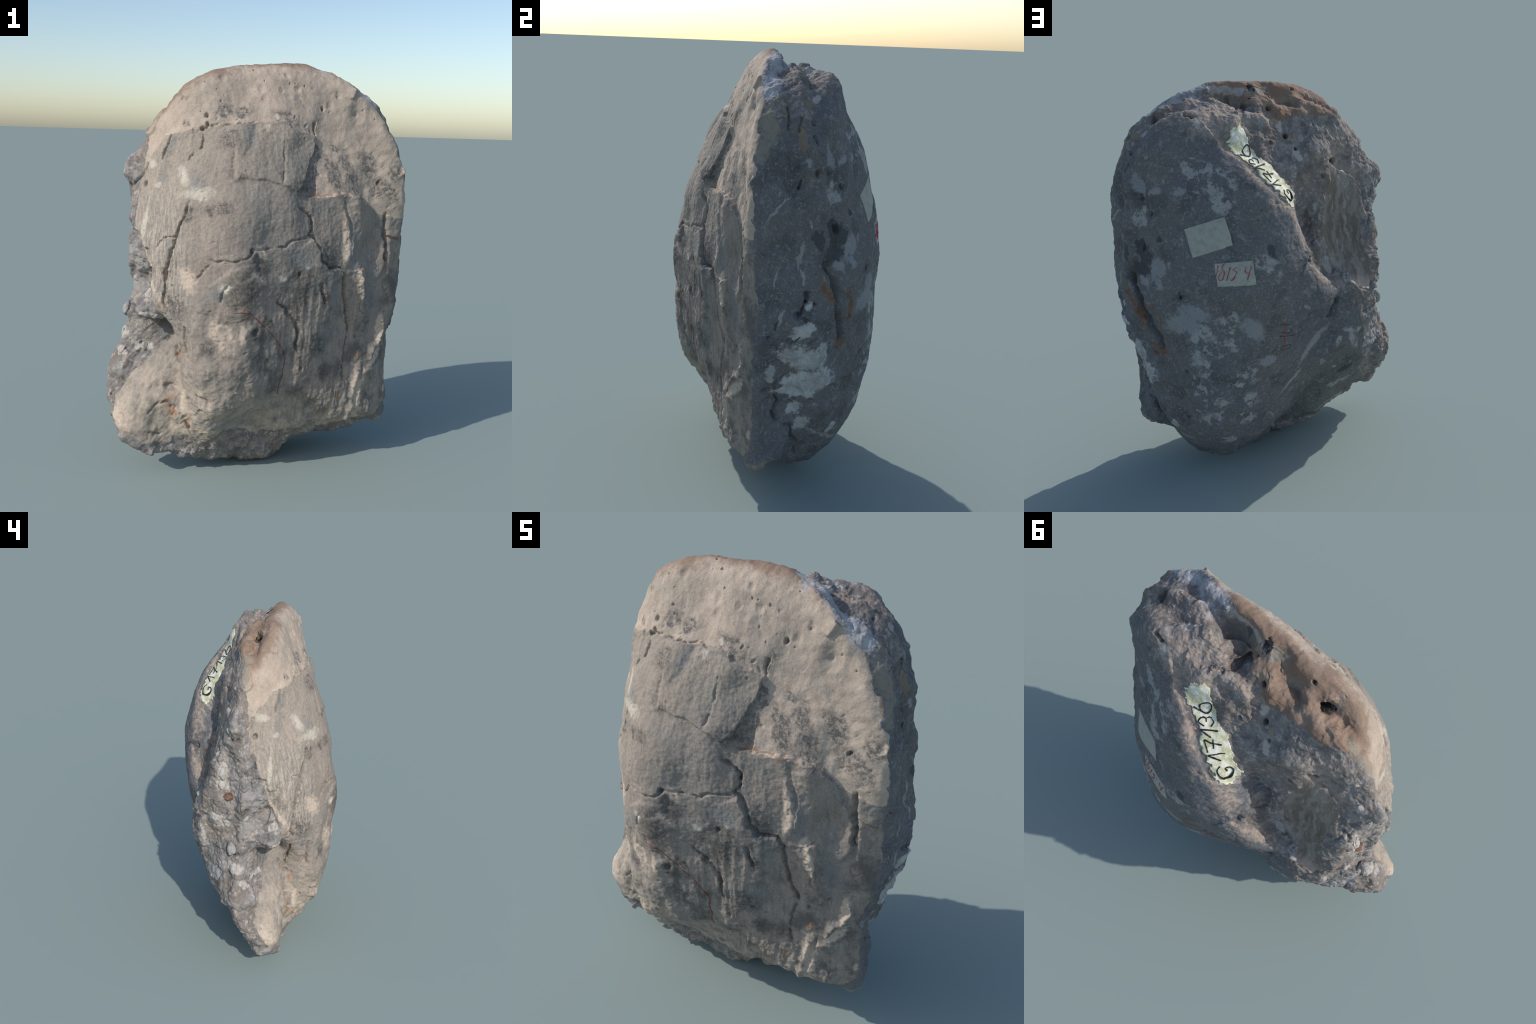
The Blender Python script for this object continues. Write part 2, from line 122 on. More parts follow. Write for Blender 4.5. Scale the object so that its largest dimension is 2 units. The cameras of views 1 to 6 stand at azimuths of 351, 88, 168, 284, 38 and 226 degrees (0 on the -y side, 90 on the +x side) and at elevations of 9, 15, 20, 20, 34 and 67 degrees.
    "ridge_low": ("cliff", -0.010, 0.09, [(-0.132, 0.262, 1.44), (-0.182, 0.192, 1.32), (-0.169, 0.307, 1.25), (-0.178, 0.337, 1.2), (-0.156, 0.38, 1.18), (-0.215, 0.345, 1.11), (-0.284, 0.281, 1.04), (-0.335, 0.265, 0.976)]),
    "ridge_notch": ("crack", 0.016, 0.023, [(-0.185, 0.331, 1.19), (-0.184, 0.352, 1.16)]),
    "groove_back": ("crack", 0.014, 0.034, [(-0.328, 0.287, 0.924), (-0.303, 0.296, 0.875), (-0.282, 0.29, 0.818)]),
    "groove_step": ("cliff", -0.010, 0.06, [(-0.303, 0.296, 0.875), (-0.283, 0.284, 0.764), (-0.19, 0.275, 0.627), (-0.119, 0.288, 0.528), (-0.011, 0.316, 0.422), (0.078, 0.334, 0.345)]),
    "valley_back": ("ridge", 0.04, -0.006, [(-0.16, 0.21, 1.4), (-0.203, 0.206, 1.27), (-0.225, 0.273, 1.17)]),
    "plate_hollow": ("ridge", 0.04, -0.004, [(-0.378, 0.133, 1.28), (-0.381, 0.156, 1.15), (-0.404, 0.183, 1.08)]),
    "shell_edge_right": ("cliff", -0.008, 0.03, [(-0.347, 0.13, 1.59), (-0.446, 0.08, 1.52), (-0.505, 0.082, 1.47), (-0.528, 0.11, 1.36), (-0.551, 0.122, 1.28), (-0.519, 0.136, 1.22), (-0.499, 0.146, 1.17), (-0.521, 0.162, 1.08), (-0.548, 0.183, 1), (-0.526, 0.215, 0.921)]),
    "shell_edge_low": ("cliff", 0.012, 0.04, [(-0.395, 0.245, 0.972), (-0.443, 0.231, 0.961), (-0.477, 0.227, 0.935), (-0.529, 0.214, 0.918)]),
    "paper_fold": ("crack", 0.004, 0.005, [(0.365, 0.29, 1.64), (0.342, 0.312, 1.61)]),
    "cavity_wall": ("cliff", 0.02, 0.05, [(0.059, 0.051, 1.92), (0.042, 0.063, 1.89), (0.074, 0.127, 1.86), (0.092, 0.095, 1.87), (0.127, 0.086, 1.91), (0.2, 0.059, 1.93), (0.213, 0.024, 1.91)]),
    "cavity": ("ridge", 0.05, -0.070, [(0.151, 0.047, 1.94), (0.105, 0.054, 1.93), (0.071, 0.067, 1.9)]),
    "cavity_b": ("ridge", 0.05, -0.02, [(0.145, -0.002, 1.92), (0.127, -0.001, 1.93)]),
    "boulder_crack": ("crack", 0.012, 0.034, [(0.519, 0.035, 1.87), (0.489, 0.078, 1.88), (0.494, 0.105, 1.85)]),
    "rim_pit_a": ("ridge", 0.028, -0.020, [(-0.276, -0.032, 1.87), (-0.296, -0.043, 1.86)]),
    "rim_pit_b": ("ridge", 0.022, -0.02, [(-0.322, 0.004, 1.87), (-0.34, 0, 1.87)]),
    "rim_valley": ("ridge", 0.028, -0.030, [(-0.099, 0.025, 1.9), (-0.149, 0.026, 1.9), (-0.197, 0.022, 1.89)]),
    "rim_valley_b": ("ridge", 0.03, -0.018, [(-0.055, -0.036, 1.97), (-0.091, -0.013, 1.94), (-0.151, 0.003, 1.92)]),
    "rim_valley_c": ("ridge", 0.022, -0.025, [(-0.363, -0.046, 1.84), (-0.401, -0.041, 1.83), (-0.427, -0.026, 1.82)]),
    "rim_knob": ("ridge", 0.02, 0.022, [(-0.262, -0.048, 1.89), (-0.278, -0.058, 1.9)]),
    "rim_knob_b": ("ridge", 0.03, 0.02, [(-0.056, 0.045, 1.9), (-0.103, 0.059, 1.86)]),
    "rim_dip": ("ridge", 0.03, -0.010, [(-0.058, 0.054, 1.88), (-0.098, 0.021, 1.91)]),
    "rim_lip": ("cliff", 0.012, 0.06, [(-0.552, -0.036, 1.62), (-0.517, -0.07, 1.65), (-0.493, -0.058, 1.72), (-0.465, -0.064, 1.76)]),
    "pit_a": ("crack", 0.014, 0.034, [(0.367, 0.209, 1.89), (0.329, 0.223, 1.88)]),
    "grey_trough": ("ridge", 0.035, -0.004, [(0.375, -0.022, 1.91), (0.306, 0.002, 1.93), (0.254, 0.023, 1.92)]),
    "knob_left": ("ridge", 0.045, 0.010, [(-0.648, -0.013, 1.5), (-0.649, -0.026, 1.46)]),
    "knob_left_b": ("ridge", 0.03, 0.006, [(-0.272, 0.192, 1.31), (-0.29, 0.192, 1.27)]),
    "knob_under": ("crack", 0.014, 0.034, [(-0.632, 0.012, 1.38), (-0.631, -0.047, 1.39)]),
    "knob_side": ("crack", 0.010, 0.021, [(-0.54, -0.094, 1.5), (-0.57, -0.081, 1.45), (-0.621, -0.055, 1.39)]),
    "sheet_edge": ("cliff", 0.014, 0.05, [(-0.591, -0.097, 1.33), (-0.593, -0.126, 1.28), (-0.611, -0.132, 1.19), (-0.579, -0.184, 1.17), (-0.549, -0.192, 1.09)]),
    "break_boss": ("ridge", 0.05, 0.008, [(-0.607, -0.123, 1.07), (-0.591, -0.127, 1.04)]),
    "break_hollow": ("ridge", 0.022, -0.010, [(-0.603, -0.18, 0.851), (-0.612, -0.225, 0.836)]),
    "ring_pebble": ("crack", 0.012, 0.023, [(-0.611, 0.006, 0.779), (-0.615, -0.003, 0.737), (-0.626, -0.032, 0.727)]),
    "ring_core": ("ridge", 0.014, 0.012, [(-0.616, -0.024, 0.773), (-0.618, -0.022, 0.748)]),
    "spur_arc": ("crack", 0.006, 0.018, [(-0.432, -0.177, 0.672), (-0.512, -0.161, 0.618), (-0.575, -0.174, 0.542), (-0.65, -0.175, 0.46)]),
    "spur_hole": ("ridge", 0.016, -0.024, [(-0.664, -0.173, 0.446), (-0.677, -0.174, 0.426)]),
    "left_fold": ("ridge", 0.02, 0.012, [(-0.585, 0.121, 1.11), (-0.572, 0.16, 0.988)]),
    "left_gully": ("ridge", 0.04, -0.006, [(-0.207, 0.289, 1.19), (-0.252, 0.279, 1.11), (-0.3, 0.249, 1.04)]),
    "small_hole_a": ("crack", 0.010, 0.030, [(-0.363, 0.115, 1.59), (-0.383, 0.097, 1.59)]),
    "rim_hole": ("crack", 0.012, 0.034, [(-0.274, -0.021, 1.88), (-0.275, -0.046, 1.88)]),
    "knuckle": ("ridge", 0.02, 0.02, [(-0.143, 0.391, 1.19), (-0.156, 0.366, 1.21)]),
    "back_bump": ("ridge", 0.012, 0.018, [(0.713, -0.134, 1.49), (0.71, -0.138, 1.47)]),
    "plate_lap_a": ("cliff", 0.011, 0.06, [(0.403, -0.252, 1.33), (0.437, -0.254, 1.2), (0.426, -0.26, 1.07)]),
    "plate_lap_b": ("cliff", 0.011, 0.06, [(0.53, -0.189, 0.736), (0.509, -0.221, 0.863), (0.509, -0.214, 1.02)]),
    "plate_lap_c": ("cliff", 0.011, 0.06, [(0.324, -0.308, 0.756), (0.319, -0.322, 0.91), (0.327, -0.317, 1.01)]),
    "corner_fold": ("cliff", 0.010, 0.05, [(0.538, -0.203, 0.502), (0.518, -0.214, 0.399), (0.494, -0.205, 0.283)]),
    "spur_tip": ("ridge", 0.075, 0.034, [(-0.702, -0.218, 0.274), (-0.677, -0.257, 0.247)]),
    "rear_rim": ("ridge", 0.035, 0.016, [(0.353, -0.041, 1.93), (0.236, -0.025, 1.96), (0.146, -0.02, 1.96)]),
}
PITS = {
    "cap_holes": (0.010, 0.022, [(-0.28, -0.25, 1.69), (0.286, -0.158, 1.78), (0.584, -0.158, 1.43), (-0.283, -0.233, 1.73), (-0.307, -0.253, 1.67)]),
    "cap_pits": (0.005, 0.008, [(0.29, -0.093, 1.95), (0.122, -0.152, 1.9), (0.149, -0.152, 1.9), (0.201, -0.148, 1.89), (0.367, -0.131, 1.84), (0.5, -0.127, 1.78), (0.544, -0.152, 1.57), (0.563, -0.123, 1.74), (-0.049, -0.115, 1.95), (-0.285, -0.155, 1.89), (-0.313, -0.219, 1.75), (-0.215, -0.21, 1.8)]),
    "cap_dents": (0.018, 0.006, [(0.107, -0.131, 1.93), (0.158, -0.164, 1.87), (0.076, -0.175, 1.86), (-0.02, -0.174, 1.86), (-0.005, -0.196, 1.82), (0.464, -0.137, 1.76), (0.326, -0.147, 1.8), (0.369, -0.13, 1.85), (-0.387, -0.144, 1.84), (-0.205, -0.15, 1.91), (-0.365, -0.174, 1.81)]),
    "big_dents": (0.05, 0.010, [(0.112, -0.169, 1.87), (0.187, -0.17, 1.84), (0.464, -0.134, 1.77)]),
    "shell_holes": (0.010, 0.022, [(0.214, -0.327, 1.25), (-0.088, -0.463, 1.13), (-0.575, -0.136, 0.621)]),
    "square_notch": (0.014, 0.012, [(0.484, -0.207, 0.659), (0, -0.437, 0.604)]),
    "tri_hole": (0.016, 0.022, [(-0.064, -0.477, 0.749)]),
    "bulge_holes": (0.013, 0.014, [(0.151, -0.389, 1.01)]),
    "low_holes": (0.010, 0.016, [(-0.325, -0.383, 0.328), (-0.369, -0.327, 0.309), (0.175, -0.355, 0.544), (0.502, -0.064, 0.14), (-0.36, -0.365, 0.402)]),
    "dark_pit": (0.018, 0.004, [(-0.202, -0.233, 1.75), (-0.129, -0.223, 1.75), (-0.185, -0.312, 1.62)]),
    "back_holes": (0.010, 0.020, [(0.466, 0.394, 1.07), (0.467, 0.389, 0.676), (0.468, 0.339, 0.399), (-0.129, 0.126, 1.74), (-0.042, 0.172, 1.72), (-0.383, 0.097, 1.59), (-0.303, 0.16, 1.53), (-0.172, 0.151, 1.68)]),
    "back_holes_b": (0.018, 0.012, [(0.605, 0.229, 1.27), (0.664, 0.143, 1.52), (0.659, 0.157, 1.47), (0.604, 0.186, 1.52)]),
    "side_holes": (0.014, 0.018, [(0.561, 0.253, 1.45), (0.606, 0.228, 1.28), (0.745, 0.066, 0.931), (0.593, 0.194, 1.52), (0.667, 0.136, 1.52), (0.629, 0.12, 1.72)]),
    "top_holes": (0.012, 0.026, [(-0.206, -0.044, 1.94), (-0.13, 0.126, 1.74), (-0.384, 0.096, 1.59), (-0.559, -0.109, 1.4), (0.131, -0.005, 1.93), (-0.062, 0.063, 1.87)]),
    "top_holes_b": (0.016, 0.02, [(-0.061, 0.065, 1.87), (-0.571, 0.104, 1.32), (-0.597, 0.09, 1.29)]),
    "spur_holes": (0.010, 0.016, [(-0.727, -0.16, 0.364), (-0.723, -0.236, 0.228)]),
}

PATCHES = {
    "nacre_pale": [(-0.43, 0.20, 1.45, -0.45, 0.17, 1.33, 0.045), (-0.40, 0.21, 1.36, -0.42, 0.215, 1.24, 0.03), (-0.44, 0.215, 1.22, -0.44, 0.22, 1.12, 0.026), (-0.39, 0.235, 1.01, -0.42, 0.238, 0.97, 0.024), (-0.35, 0.225, 1.08, -0.36, 0.23, 1.02, 0.014)],
    "shell_dark": [(0.185, -0.378, 0.947, 0.147, -0.389, 0.836, 0.03), (0.282, -0.344, 0.954, 0.293, -0.335, 0.853, 0.013), (0.148, -0.388, 0.811, 0.163, -0.373, 0.633, 0.011), (0.29, -0.325, 1.12, 0.325, -0.315, 1.05, 0.025), (-0.161, -0.499, 0.929, -0.095, -0.495, 0.932, 0.051), (-0.358, -0.367, 1.3, -0.371, -0.367, 1.27, 0.014), (-0.274, -0.414, 1.3, -0.208, -0.436, 1.32, 0.02), (0.295, -0.301, 0.526, 0.305, -0.289, 0.475, 0.018), (0.254, -0.342, 0.666, 0.268, -0.331, 0.632, 0.03), (0.046, -0.425, 0.884, 0.101, -0.403, 0.82, 0.012), (-0.056, -0.458, 1.07, -0.035, -0.454, 1.03, 0.03), (-0.02, -0.457, 0.805, 0.002, -0.445, 0.782, 0.015), (0.17, -0.302, 1.41, 0.107, -0.343, 1.4, 0.023), (-0.162, -0.383, 1.45, -0.12, -0.384, 1.45, 0.013), (-0.059, -0.475, 0.754, -0.048, -0.469, 0.723, 0.018), (-0.444, -0.347, 0.875, -0.417, -0.373, 0.847, 0.038), (0.148, -0.39, 1.02, 0.151, -0.389, 1, 0.018), (-0.001, -0.437, 0.607, 0.002, -0.435, 0.601, 0.013), (-0.286, -0.464, 0.677, -0.281, -0.466, 0.659, 0.02), (-0.185, -0.312, 1.62, -0.176, -0.313, 1.62, 0.03)],
    "cap_grey": [(-0.216, -0.235, 1.74, -0.187, -0.225, 1.76, 0.023), (-0.145, -0.238, 1.74, -0.109, -0.22, 1.75, 0.018), (-0.123, -0.212, 1.77, -0.118, -0.211, 1.77, 0.011), (-0.38, -0.216, 1.69, -0.376, -0.219, 1.69, 0.015), (0.51, -0.16, 1.53, 0.539, -0.158, 1.48, 0.035), (0.579, -0.159, 1.41, 0.651, -0.155, 1.37, 0.041), (0.396, -0.191, 1.56, 0.406, -0.204, 1.5, 0.02), (0.422, -0.204, 1.48, 0.461, -0.21, 1.39, 0.035), (0.244, -0.227, 1.6, 0.253, -0.243, 1.53, 0.02), (0.209, -0.263, 1.5, 0.197, -0.292, 1.39, 0.035), (0.669, -0.146, 1.49, 0.676, -0.148, 1.46, 0.03), (0.328, -0.231, 1.5, 0.348, -0.235, 1.46, 0.023), (0.296, -0.229, 1.54, 0.373, -0.252, 1.37, 0.025), (0.065, -0.231, 1.74, 0.14, -0.231, 1.71, 0.03), (0.337, -0.199, 1.59, 0.353, -0.195, 1.59, 0.015)],
    "cream": [(-0.388, -0.395, 1, -0.37, -0.416, 0.965, 0.038), (-0.707, -0.204, 0.295, -0.653, -0.277, 0.269, 0.066), (-0.228, -0.476, 0.756, -0.205, -0.483, 0.72, 0.051), (-0.128, -0.493, 0.759, -0.126, -0.492, 0.716, 0.018), (0.63, -0.153, 0.742, 0.612, -0.155, 0.598, 0.018), (0.497, -0.218, 0.481, 0.498, -0.196, 0.257, 0.035), (0.62, -0.154, 0.567, 0.562, -0.194, 0.499, 0.02), (-0.375, -0.331, 0.422, -0.365, -0.337, 0.343, 0.02), (0.396, -0.266, 1.23, 0.403, -0.269, 1.06, 0.02), (0.476, -0.241, 0.996, 0.498, -0.228, 0.88, 0.019), (0.469, -0.243, 1.03, 0.457, -0.249, 1.01, 0.013), (-0.49, -0.31, 0.882, -0.48, -0.313, 0.844, 0.02), (-0.292, -0.36, 0.258, -0.242, -0.349, 0.242, 0.02), (-0.253, -0.433, 0.374, -0.228, -0.422, 0.354, 0.02), (0.698, -0.141, 1.48, 0.682, -0.148, 1.44, 0.01), (-0.544, -0.17, 1.05, -0.49, -0.31, 0.887, 0.013), (-0.108, -0.491, 0.758, -0.09, -0.488, 0.786, 0.015), (0.688, -0.11, 0.366, 0.691, -0.109, 0.333, 0.01), (-0.061, -0.449, 1.13, -0.03, -0.438, 1.1, 0.02), (-0.061, -0.471, 1.02, -0.03, -0.458, 0.986, 0.02)],
    "white": [(-0.371, -0.346, 1.37, -0.295, -0.382, 1.38, 0.023), (-0.401, -0.289, 1.47, -0.388, -0.314, 1.43, 0.018), (-0.531, -0.109, 1.5, -0.518, -0.154, 1.5, 0.018), (-0.505, -0.206, 1.4, -0.5, -0.211, 1.4, 0.01), (0.27, -0.333, 1.12, 0.273, -0.334, 1.11, 0.0046), (0.19, -0.374, 1.04, 0.192, -0.373, 1.04, 0.0051), (-0.006, -0.252, 1.69, 0.002, -0.263, 1.67, 0.0071), (0.058, -0.417, 0.993, 0.069, -0.414, 0.988, 0.01), (-0.547, -0.194, 1.31, -0.569, -0.189, 1.13, 0.011), (-0.223, -0.479, 0.958, -0.206, -0.486, 0.964, 0.018), (0.048, -0.229, 1.74, 0.052, -0.233, 1.73, 0.0071)],
    "bluegrey": [(-0.344, -0.343, 1.43, -0.331, -0.353, 1.42, 0.028), (-0.241, -0.473, 0.933, -0.223, -0.479, 0.944, 0.03), (-0.436, -0.216, 1.6, -0.468, -0.207, 1.55, 0.018), (-0.473, -0.216, 1.49, -0.491, -0.215, 1.41, 0.018), (0.436, -0.254, 1.21, 0.456, -0.249, 1.05, 0.035), (0.315, -0.324, 1.01, 0.354, -0.296, 0.854, 0.035), (0.309, -0.316, 0.719, 0.281, -0.322, 0.619, 0.035), (0.54, -0.179, 1.04, 0.582, -0.173, 0.774, 0.046), (-0.073, -0.281, 1.68, -0.091, -0.322, 1.61, 0.02), (0.127, -0.396, 1.09, 0.17, -0.38, 1.07, 0.03), (-0.27, -0.375, 0.278, -0.089, -0.311, 0.279, 0.035)],
    "rusty": [(0.492, -0.214, 0.554, 0.509, -0.205, 0.573, 0.0091), (-0.472, -0.316, 1.01, -0.47, -0.318, 0.98, 0.0071), (-0.501, -0.297, 0.85, -0.498, -0.293, 0.834, 0.0081), (-0.489, -0.301, 0.38, -0.426, -0.299, 0.403, 0.01), (-0.417, -0.262, 0.599, -0.407, -0.263, 0.614, 0.011), (-0.359, -0.335, 0.302, -0.363, -0.325, 0.267, 0.012), (0.393, -0.246, 0.385, 0.396, -0.241, 0.352, 0.01), (0.169, -0.312, 1.37, 0.379, -0.25, 1.37, 0.0046), (0.637, -0.154, 1.16, 0.708, -0.135, 1.15, 0.0051), (-0.39, -0.301, 0.554, -0.389, -0.305, 0.495, 0.0081), (-0.445, -0.302, 0.348, -0.426, -0.303, 0.323, 0.02)],
    "brown": [(-0.443, -0.043, 1.8, -0.396, -0.143, 1.83, 0.013), (-0.01, -0.076, 1.99, 0.115, -0.058, 1.99, 0.014), (-0.144, -0.082, 1.97, -0.029, -0.072, 1.99, 0.012), (-0.347, -0.118, 1.9, -0.201, -0.105, 1.95, 0.011), (0.196, -0.057, 1.99, 0.081, -0.061, 1.99, 0.033), (0.063, -0.045, 2, 0.001, -0.062, 1.99, 0.028), (0.023, -0.069, 1.99, -0.076, -0.051, 1.97, 0.033), (-0.094, -0.035, 1.96, -0.164, -0.068, 1.96, 0.042), (-0.209, -0.101, 1.95, -0.271, -0.092, 1.94, 0.052), (-0.329, -0.114, 1.91, -0.407, -0.096, 1.84, 0.038), (-0.405, -0.073, 1.83, -0.458, -0.081, 1.77, 0.024), (-0.262, 0.095, 1.78, -0.35, 0.052, 1.81, 0.028), (-0.076, 0.097, 1.82, -0.119, 0.06, 1.86, 0.028), (-0.086, 0.084, 1.83, -0.125, 0.069, 1.84, 0.024), (0.623, -0.048, 1.76, 0.682, -0.121, 1.61, 0.011), (0.525, -0.094, 1.83, 0.556, -0.086, 1.81, 0.006)],
    "cavity_green": [(0.151, 0.004, 1.92, 0.119, 0.007, 1.92, 0.052), (-0.015, -0.012, 1.95, -0.047, -0.017, 1.95, 0.033), (-0.467, -0.018, 1.77, -0.526, -0.045, 1.66, 0.014), (-0.443, -0.023, 1.81, -0.463, -0.021, 1.78, 0.019), (-0.122, 0.016, 1.91, -0.176, 0.007, 1.91, 0.016), (0.61, -0.073, 1.76, 0.671, -0.063, 1.66, 0.035), (0.678, -0.079, 1.64, 0.704, -0.102, 1.58, 0.025)],
    "dark_chip": [(0.011, -0.021, 1.98, 0.004, 0.005, 1.97, 0.016), (-0.278, -0.035, 1.87, -0.296, -0.043, 1.86, 0.021), (0.023, 0.033, 1.94, 0.023, 0.033, 1.94, 0.0066)],
    "light_patch": [(0.362, 0.282, 1.67, 0.314, 0.322, 1.63, 0.036), (0.315, 0.325, 1.62, 0.227, 0.364, 1.6, 0.051), (0.341, 0.326, 1.58, 0.266, 0.362, 1.57, 0.031), (0.257, 0.378, 1.53, 0.226, 0.401, 1.49, 0.036), (0.192, 0.416, 1.47, 0.196, 0.426, 1.42, 0.011), (0.601, 0.193, 1.45, 0.61, 0.194, 1.4, 0.026), (0.304, 0.232, 1.86, 0.311, 0.242, 1.84, 0.02), (0.281, 0.474, 0.938, 0.244, 0.484, 0.922, 0.028), (0.241, 0.484, 0.98, 0.228, 0.488, 0.969, 0.023), (0.336, 0.467, 0.815, 0.245, 0.485, 0.832, 0.033), (0.367, 0.45, 0.903, 0.355, 0.457, 0.878, 0.026), (0.419, 0.433, 0.886, 0.427, 0.431, 0.855, 0.019), (0.41, 0.442, 0.766, 0.391, 0.45, 0.701, 0.031), (0.401, 0.43, 0.592, 0.405, 0.409, 0.501, 0.028), (0.38, 0.396, 0.396, 0.335, 0.418, 0.425, 0.031), (0.231, 0.405, 0.394, 0.16, 0.378, 0.366, 0.028), (0.186, 0.466, 0.667, 0.161, 0.455, 0.635, 0.033), (0.233, 0.46, 0.62, 0.213, 0.454, 0.6, 0.015), (0.166, 0.423, 0.51, 0.155, 0.41, 0.472, 0.028), (0.301, 0.364, 0.25, 0.258, 0.355, 0.237, 0.02), (0.327, 0.439, 0.516, 0.281, 0.441, 0.522, 0.023), (0.1, 0.477, 1.25, 0.077, 0.48, 1.23, 0.026), (0.043, 0.475, 1.22, 0.016, 0.474, 1.16, 0.026), (-0.131, 0.393, 0.933, -0.147, 0.39, 0.94, 0.016), (-0.386, 0.287, 0.741, -0.473, 0.238, 0.712, 0.016), (-0.411, 0.275, 0.697, -0.456, 0.201, 0.596, 0.018), (-0.342, 0.285, 0.693, -0.332, 0.281, 0.67, 0.014), (-0.251, 0.246, 0.558, -0.324, 0.185, 0.492, 0.014), (-0.33, 0.113, 0.336, -0.549, 0.055, 0.419, 0.023), (-0.271, 0.057, 0.165, -0.44, -0.025, 0.185, 0.015), (0.425, 0.384, 0.455, 0.423, 0.385, 0.453, 0.0092), (0.435, 0.418, 0.658, 0.425, 0.426, 0.663, 0.011), (0.059, 0.318, 0.332, 0.038, 0.293, 0.309, 0.015), (-0.248, 0.224, 1.22, -0.25, 0.225, 1.22, 0.011), (-0.254, 0.185, 1.39, -0.251, 0.186, 1.38, 0.0082), (-0.288, 0.212, 1.12, -0.322, 0.223, 1.06, 0.021), (-0.306, 0.178, 1.26, -0.321, 0.161, 1.25, 0.011), (-0.397, 0.14, 1.22, -0.399, 0.151, 1.17, 0.023), (-0.396, 0.228, 1, -0.417, 0.227, 0.991, 0.02), (0.59, 0.202, 1.46, 0.589, 0.218, 1.4, 0.02), (0.283, 0.331, 1.64, 0.258, 0.367, 1.57, 0.02)],
    "speckle_patch": [(0.605, 0.183, 1.6, 0.591, 0.195, 1.55, 0.031), (0.548, 0.245, 1.55, 0.52, 0.264, 1.56, 0.018), (0.439, 0.299, 1.55, 0.402, 0.309, 1.56, 0.018), (0.539, 0.308, 1.22, 0.543, 0.313, 1.18, 0.031), (0.625, 0.239, 1.12, 0.608, 0.259, 1.12, 0.018), (0.508, 0.378, 0.922, 0.461, 0.41, 0.946, 0.046), (0.433, 0.423, 0.947, 0.417, 0.431, 0.922, 0.036), (0.56, 0.305, 1.14, 0.549, 0.32, 1.12, 0.02), (0.168, 0.497, 0.934, 0.115, 0.489, 0.88, 0.041), (0.096, 0.456, 0.714, 0.045, 0.43, 0.705, 0.026), (-0.542, 0.132, 0.582, -0.632, 0.042, 0.59, 0.031), (0.437, 0.416, 1.01, 0.375, 0.44, 0.978, 0.036), (0.611, 0.179, 1.59, 0.59, 0.196, 1.56, 0.022), (0.558, 0.293, 1.23, 0.578, 0.287, 1.15, 0.018), (0.625, 0.239, 1.13, 0.609, 0.259, 1.11, 0.015), (0.47, 0.401, 1.01, 0.442, 0.42, 0.927, 0.022)],
    "chalk": [(0.624, 0.068, 0.579, 0.634, 0.205, 0.616, 0.065), (0.694, 0.07, 0.738, 0.679, 0.147, 0.71, 0.065), (0.606, 0.07, 0.454, 0.603, 0.098, 0.462, 0.03), (0.589, 0.112, 0.371, 0.594, 0.13, 0.379, 0.03), (0.543, 0.259, 0.315, 0.538, 0.272, 0.333, 0.022), (0.746, 0.119, 0.973, 0.745, 0.124, 0.973, 0.02), (0.74, 0.121, 0.871, 0.737, 0.084, 0.852, 0.035), (0.653, -0.023, 0.548, 0.618, 0.217, 0.534, 0.02), (0.671, -0.034, 0.627, 0.677, -0.027, 0.672, 0.018), (0.677, 0.192, 0.78, 0.654, 0.205, 0.734, 0.02)],

    "vein": [(0.736, -0.067, 1.34, 0.689, 0.015, 1.42, 0.0065), (0.712, 0.062, 1.17, 0.701, 0.098, 1.22, 0.0075), (0.7, 0.085, 1.23, 0.716, 0.072, 1.13, 0.0075), (0.715, 0.084, 1.13, 0.73, 0.093, 1.07, 0.0065), (0.743, -0.028, 1.06, 0.742, -0.017, 1.13, 0.004), (0.73, -0.007, 0.879, 0.74, 0.015, 0.955, 0.008), (0.694, 0.116, 1.33, 0.696, 0.12, 1.3, 0.0045), (-0.129, 0.302, 0.616, -0.267, 0.283, 0.761, 0.018), (-0.021, 0.321, 0.453, -0.13, 0.289, 0.556, 0.011), (0.667, 0.1, 1.57, 0.668, 0.097, 1.55, 0.009), (0.636, 0.034, 0.427, 0.432, 0.316, 0.25, 0.014)],
    "nodule": [(0.618, 0.21, 1.28, 0.596, 0.253, 1.24, 0.043), (0.466, 0.394, 1.07, 0.464, 0.395, 1.07, 0.023), (0.537, 0.292, 1.34, 0.537, 0.292, 1.34, 0.015), (-0.376, 0.158, 0.44, -0.434, 0.158, 0.462, 0.019), (0.042, 0.464, 1.29, 0.026, 0.468, 1.25, 0.02), (0.745, 0.118, 0.907, 0.734, 0.141, 0.876, 0.016), (0.694, 0.147, 1.26, 0.691, 0.157, 1.23, 0.03), (0.608, 0.246, 1.18, 0.644, 0.208, 1.17, 0.035), (0.466, 0.392, 1.09, 0.466, 0.396, 1.06, 0.009)],
    "rust": [(0.707, 0.181, 1.06, 0.673, 0.226, 0.98, 0.026), (0.658, 0.236, 0.982, 0.64, 0.243, 0.868, 0.018), (0.562, 0.321, 0.968, 0.561, 0.308, 0.864, 0.012), (0.616, 0.25, 0.802, 0.591, 0.264, 0.761, 0.012), (0.587, 0.267, 0.75, 0.554, 0.297, 0.754, 0.02), (0.599, 0.282, 1.02, 0.574, 0.308, 0.985, 0.013)],
    "olive": [(0.654, 0.059, 1.68, 0.663, 0.078, 1.61, 0.018), (0.636, -0.073, 1.72, 0.662, -0.061, 1.68, 0.04), (0.601, 0.094, 1.79, 0.59, 0.104, 1.79, 0.015), (-0.445, -0.324, 1.22, -0.445, -0.324, 1.22, 0.00064)],
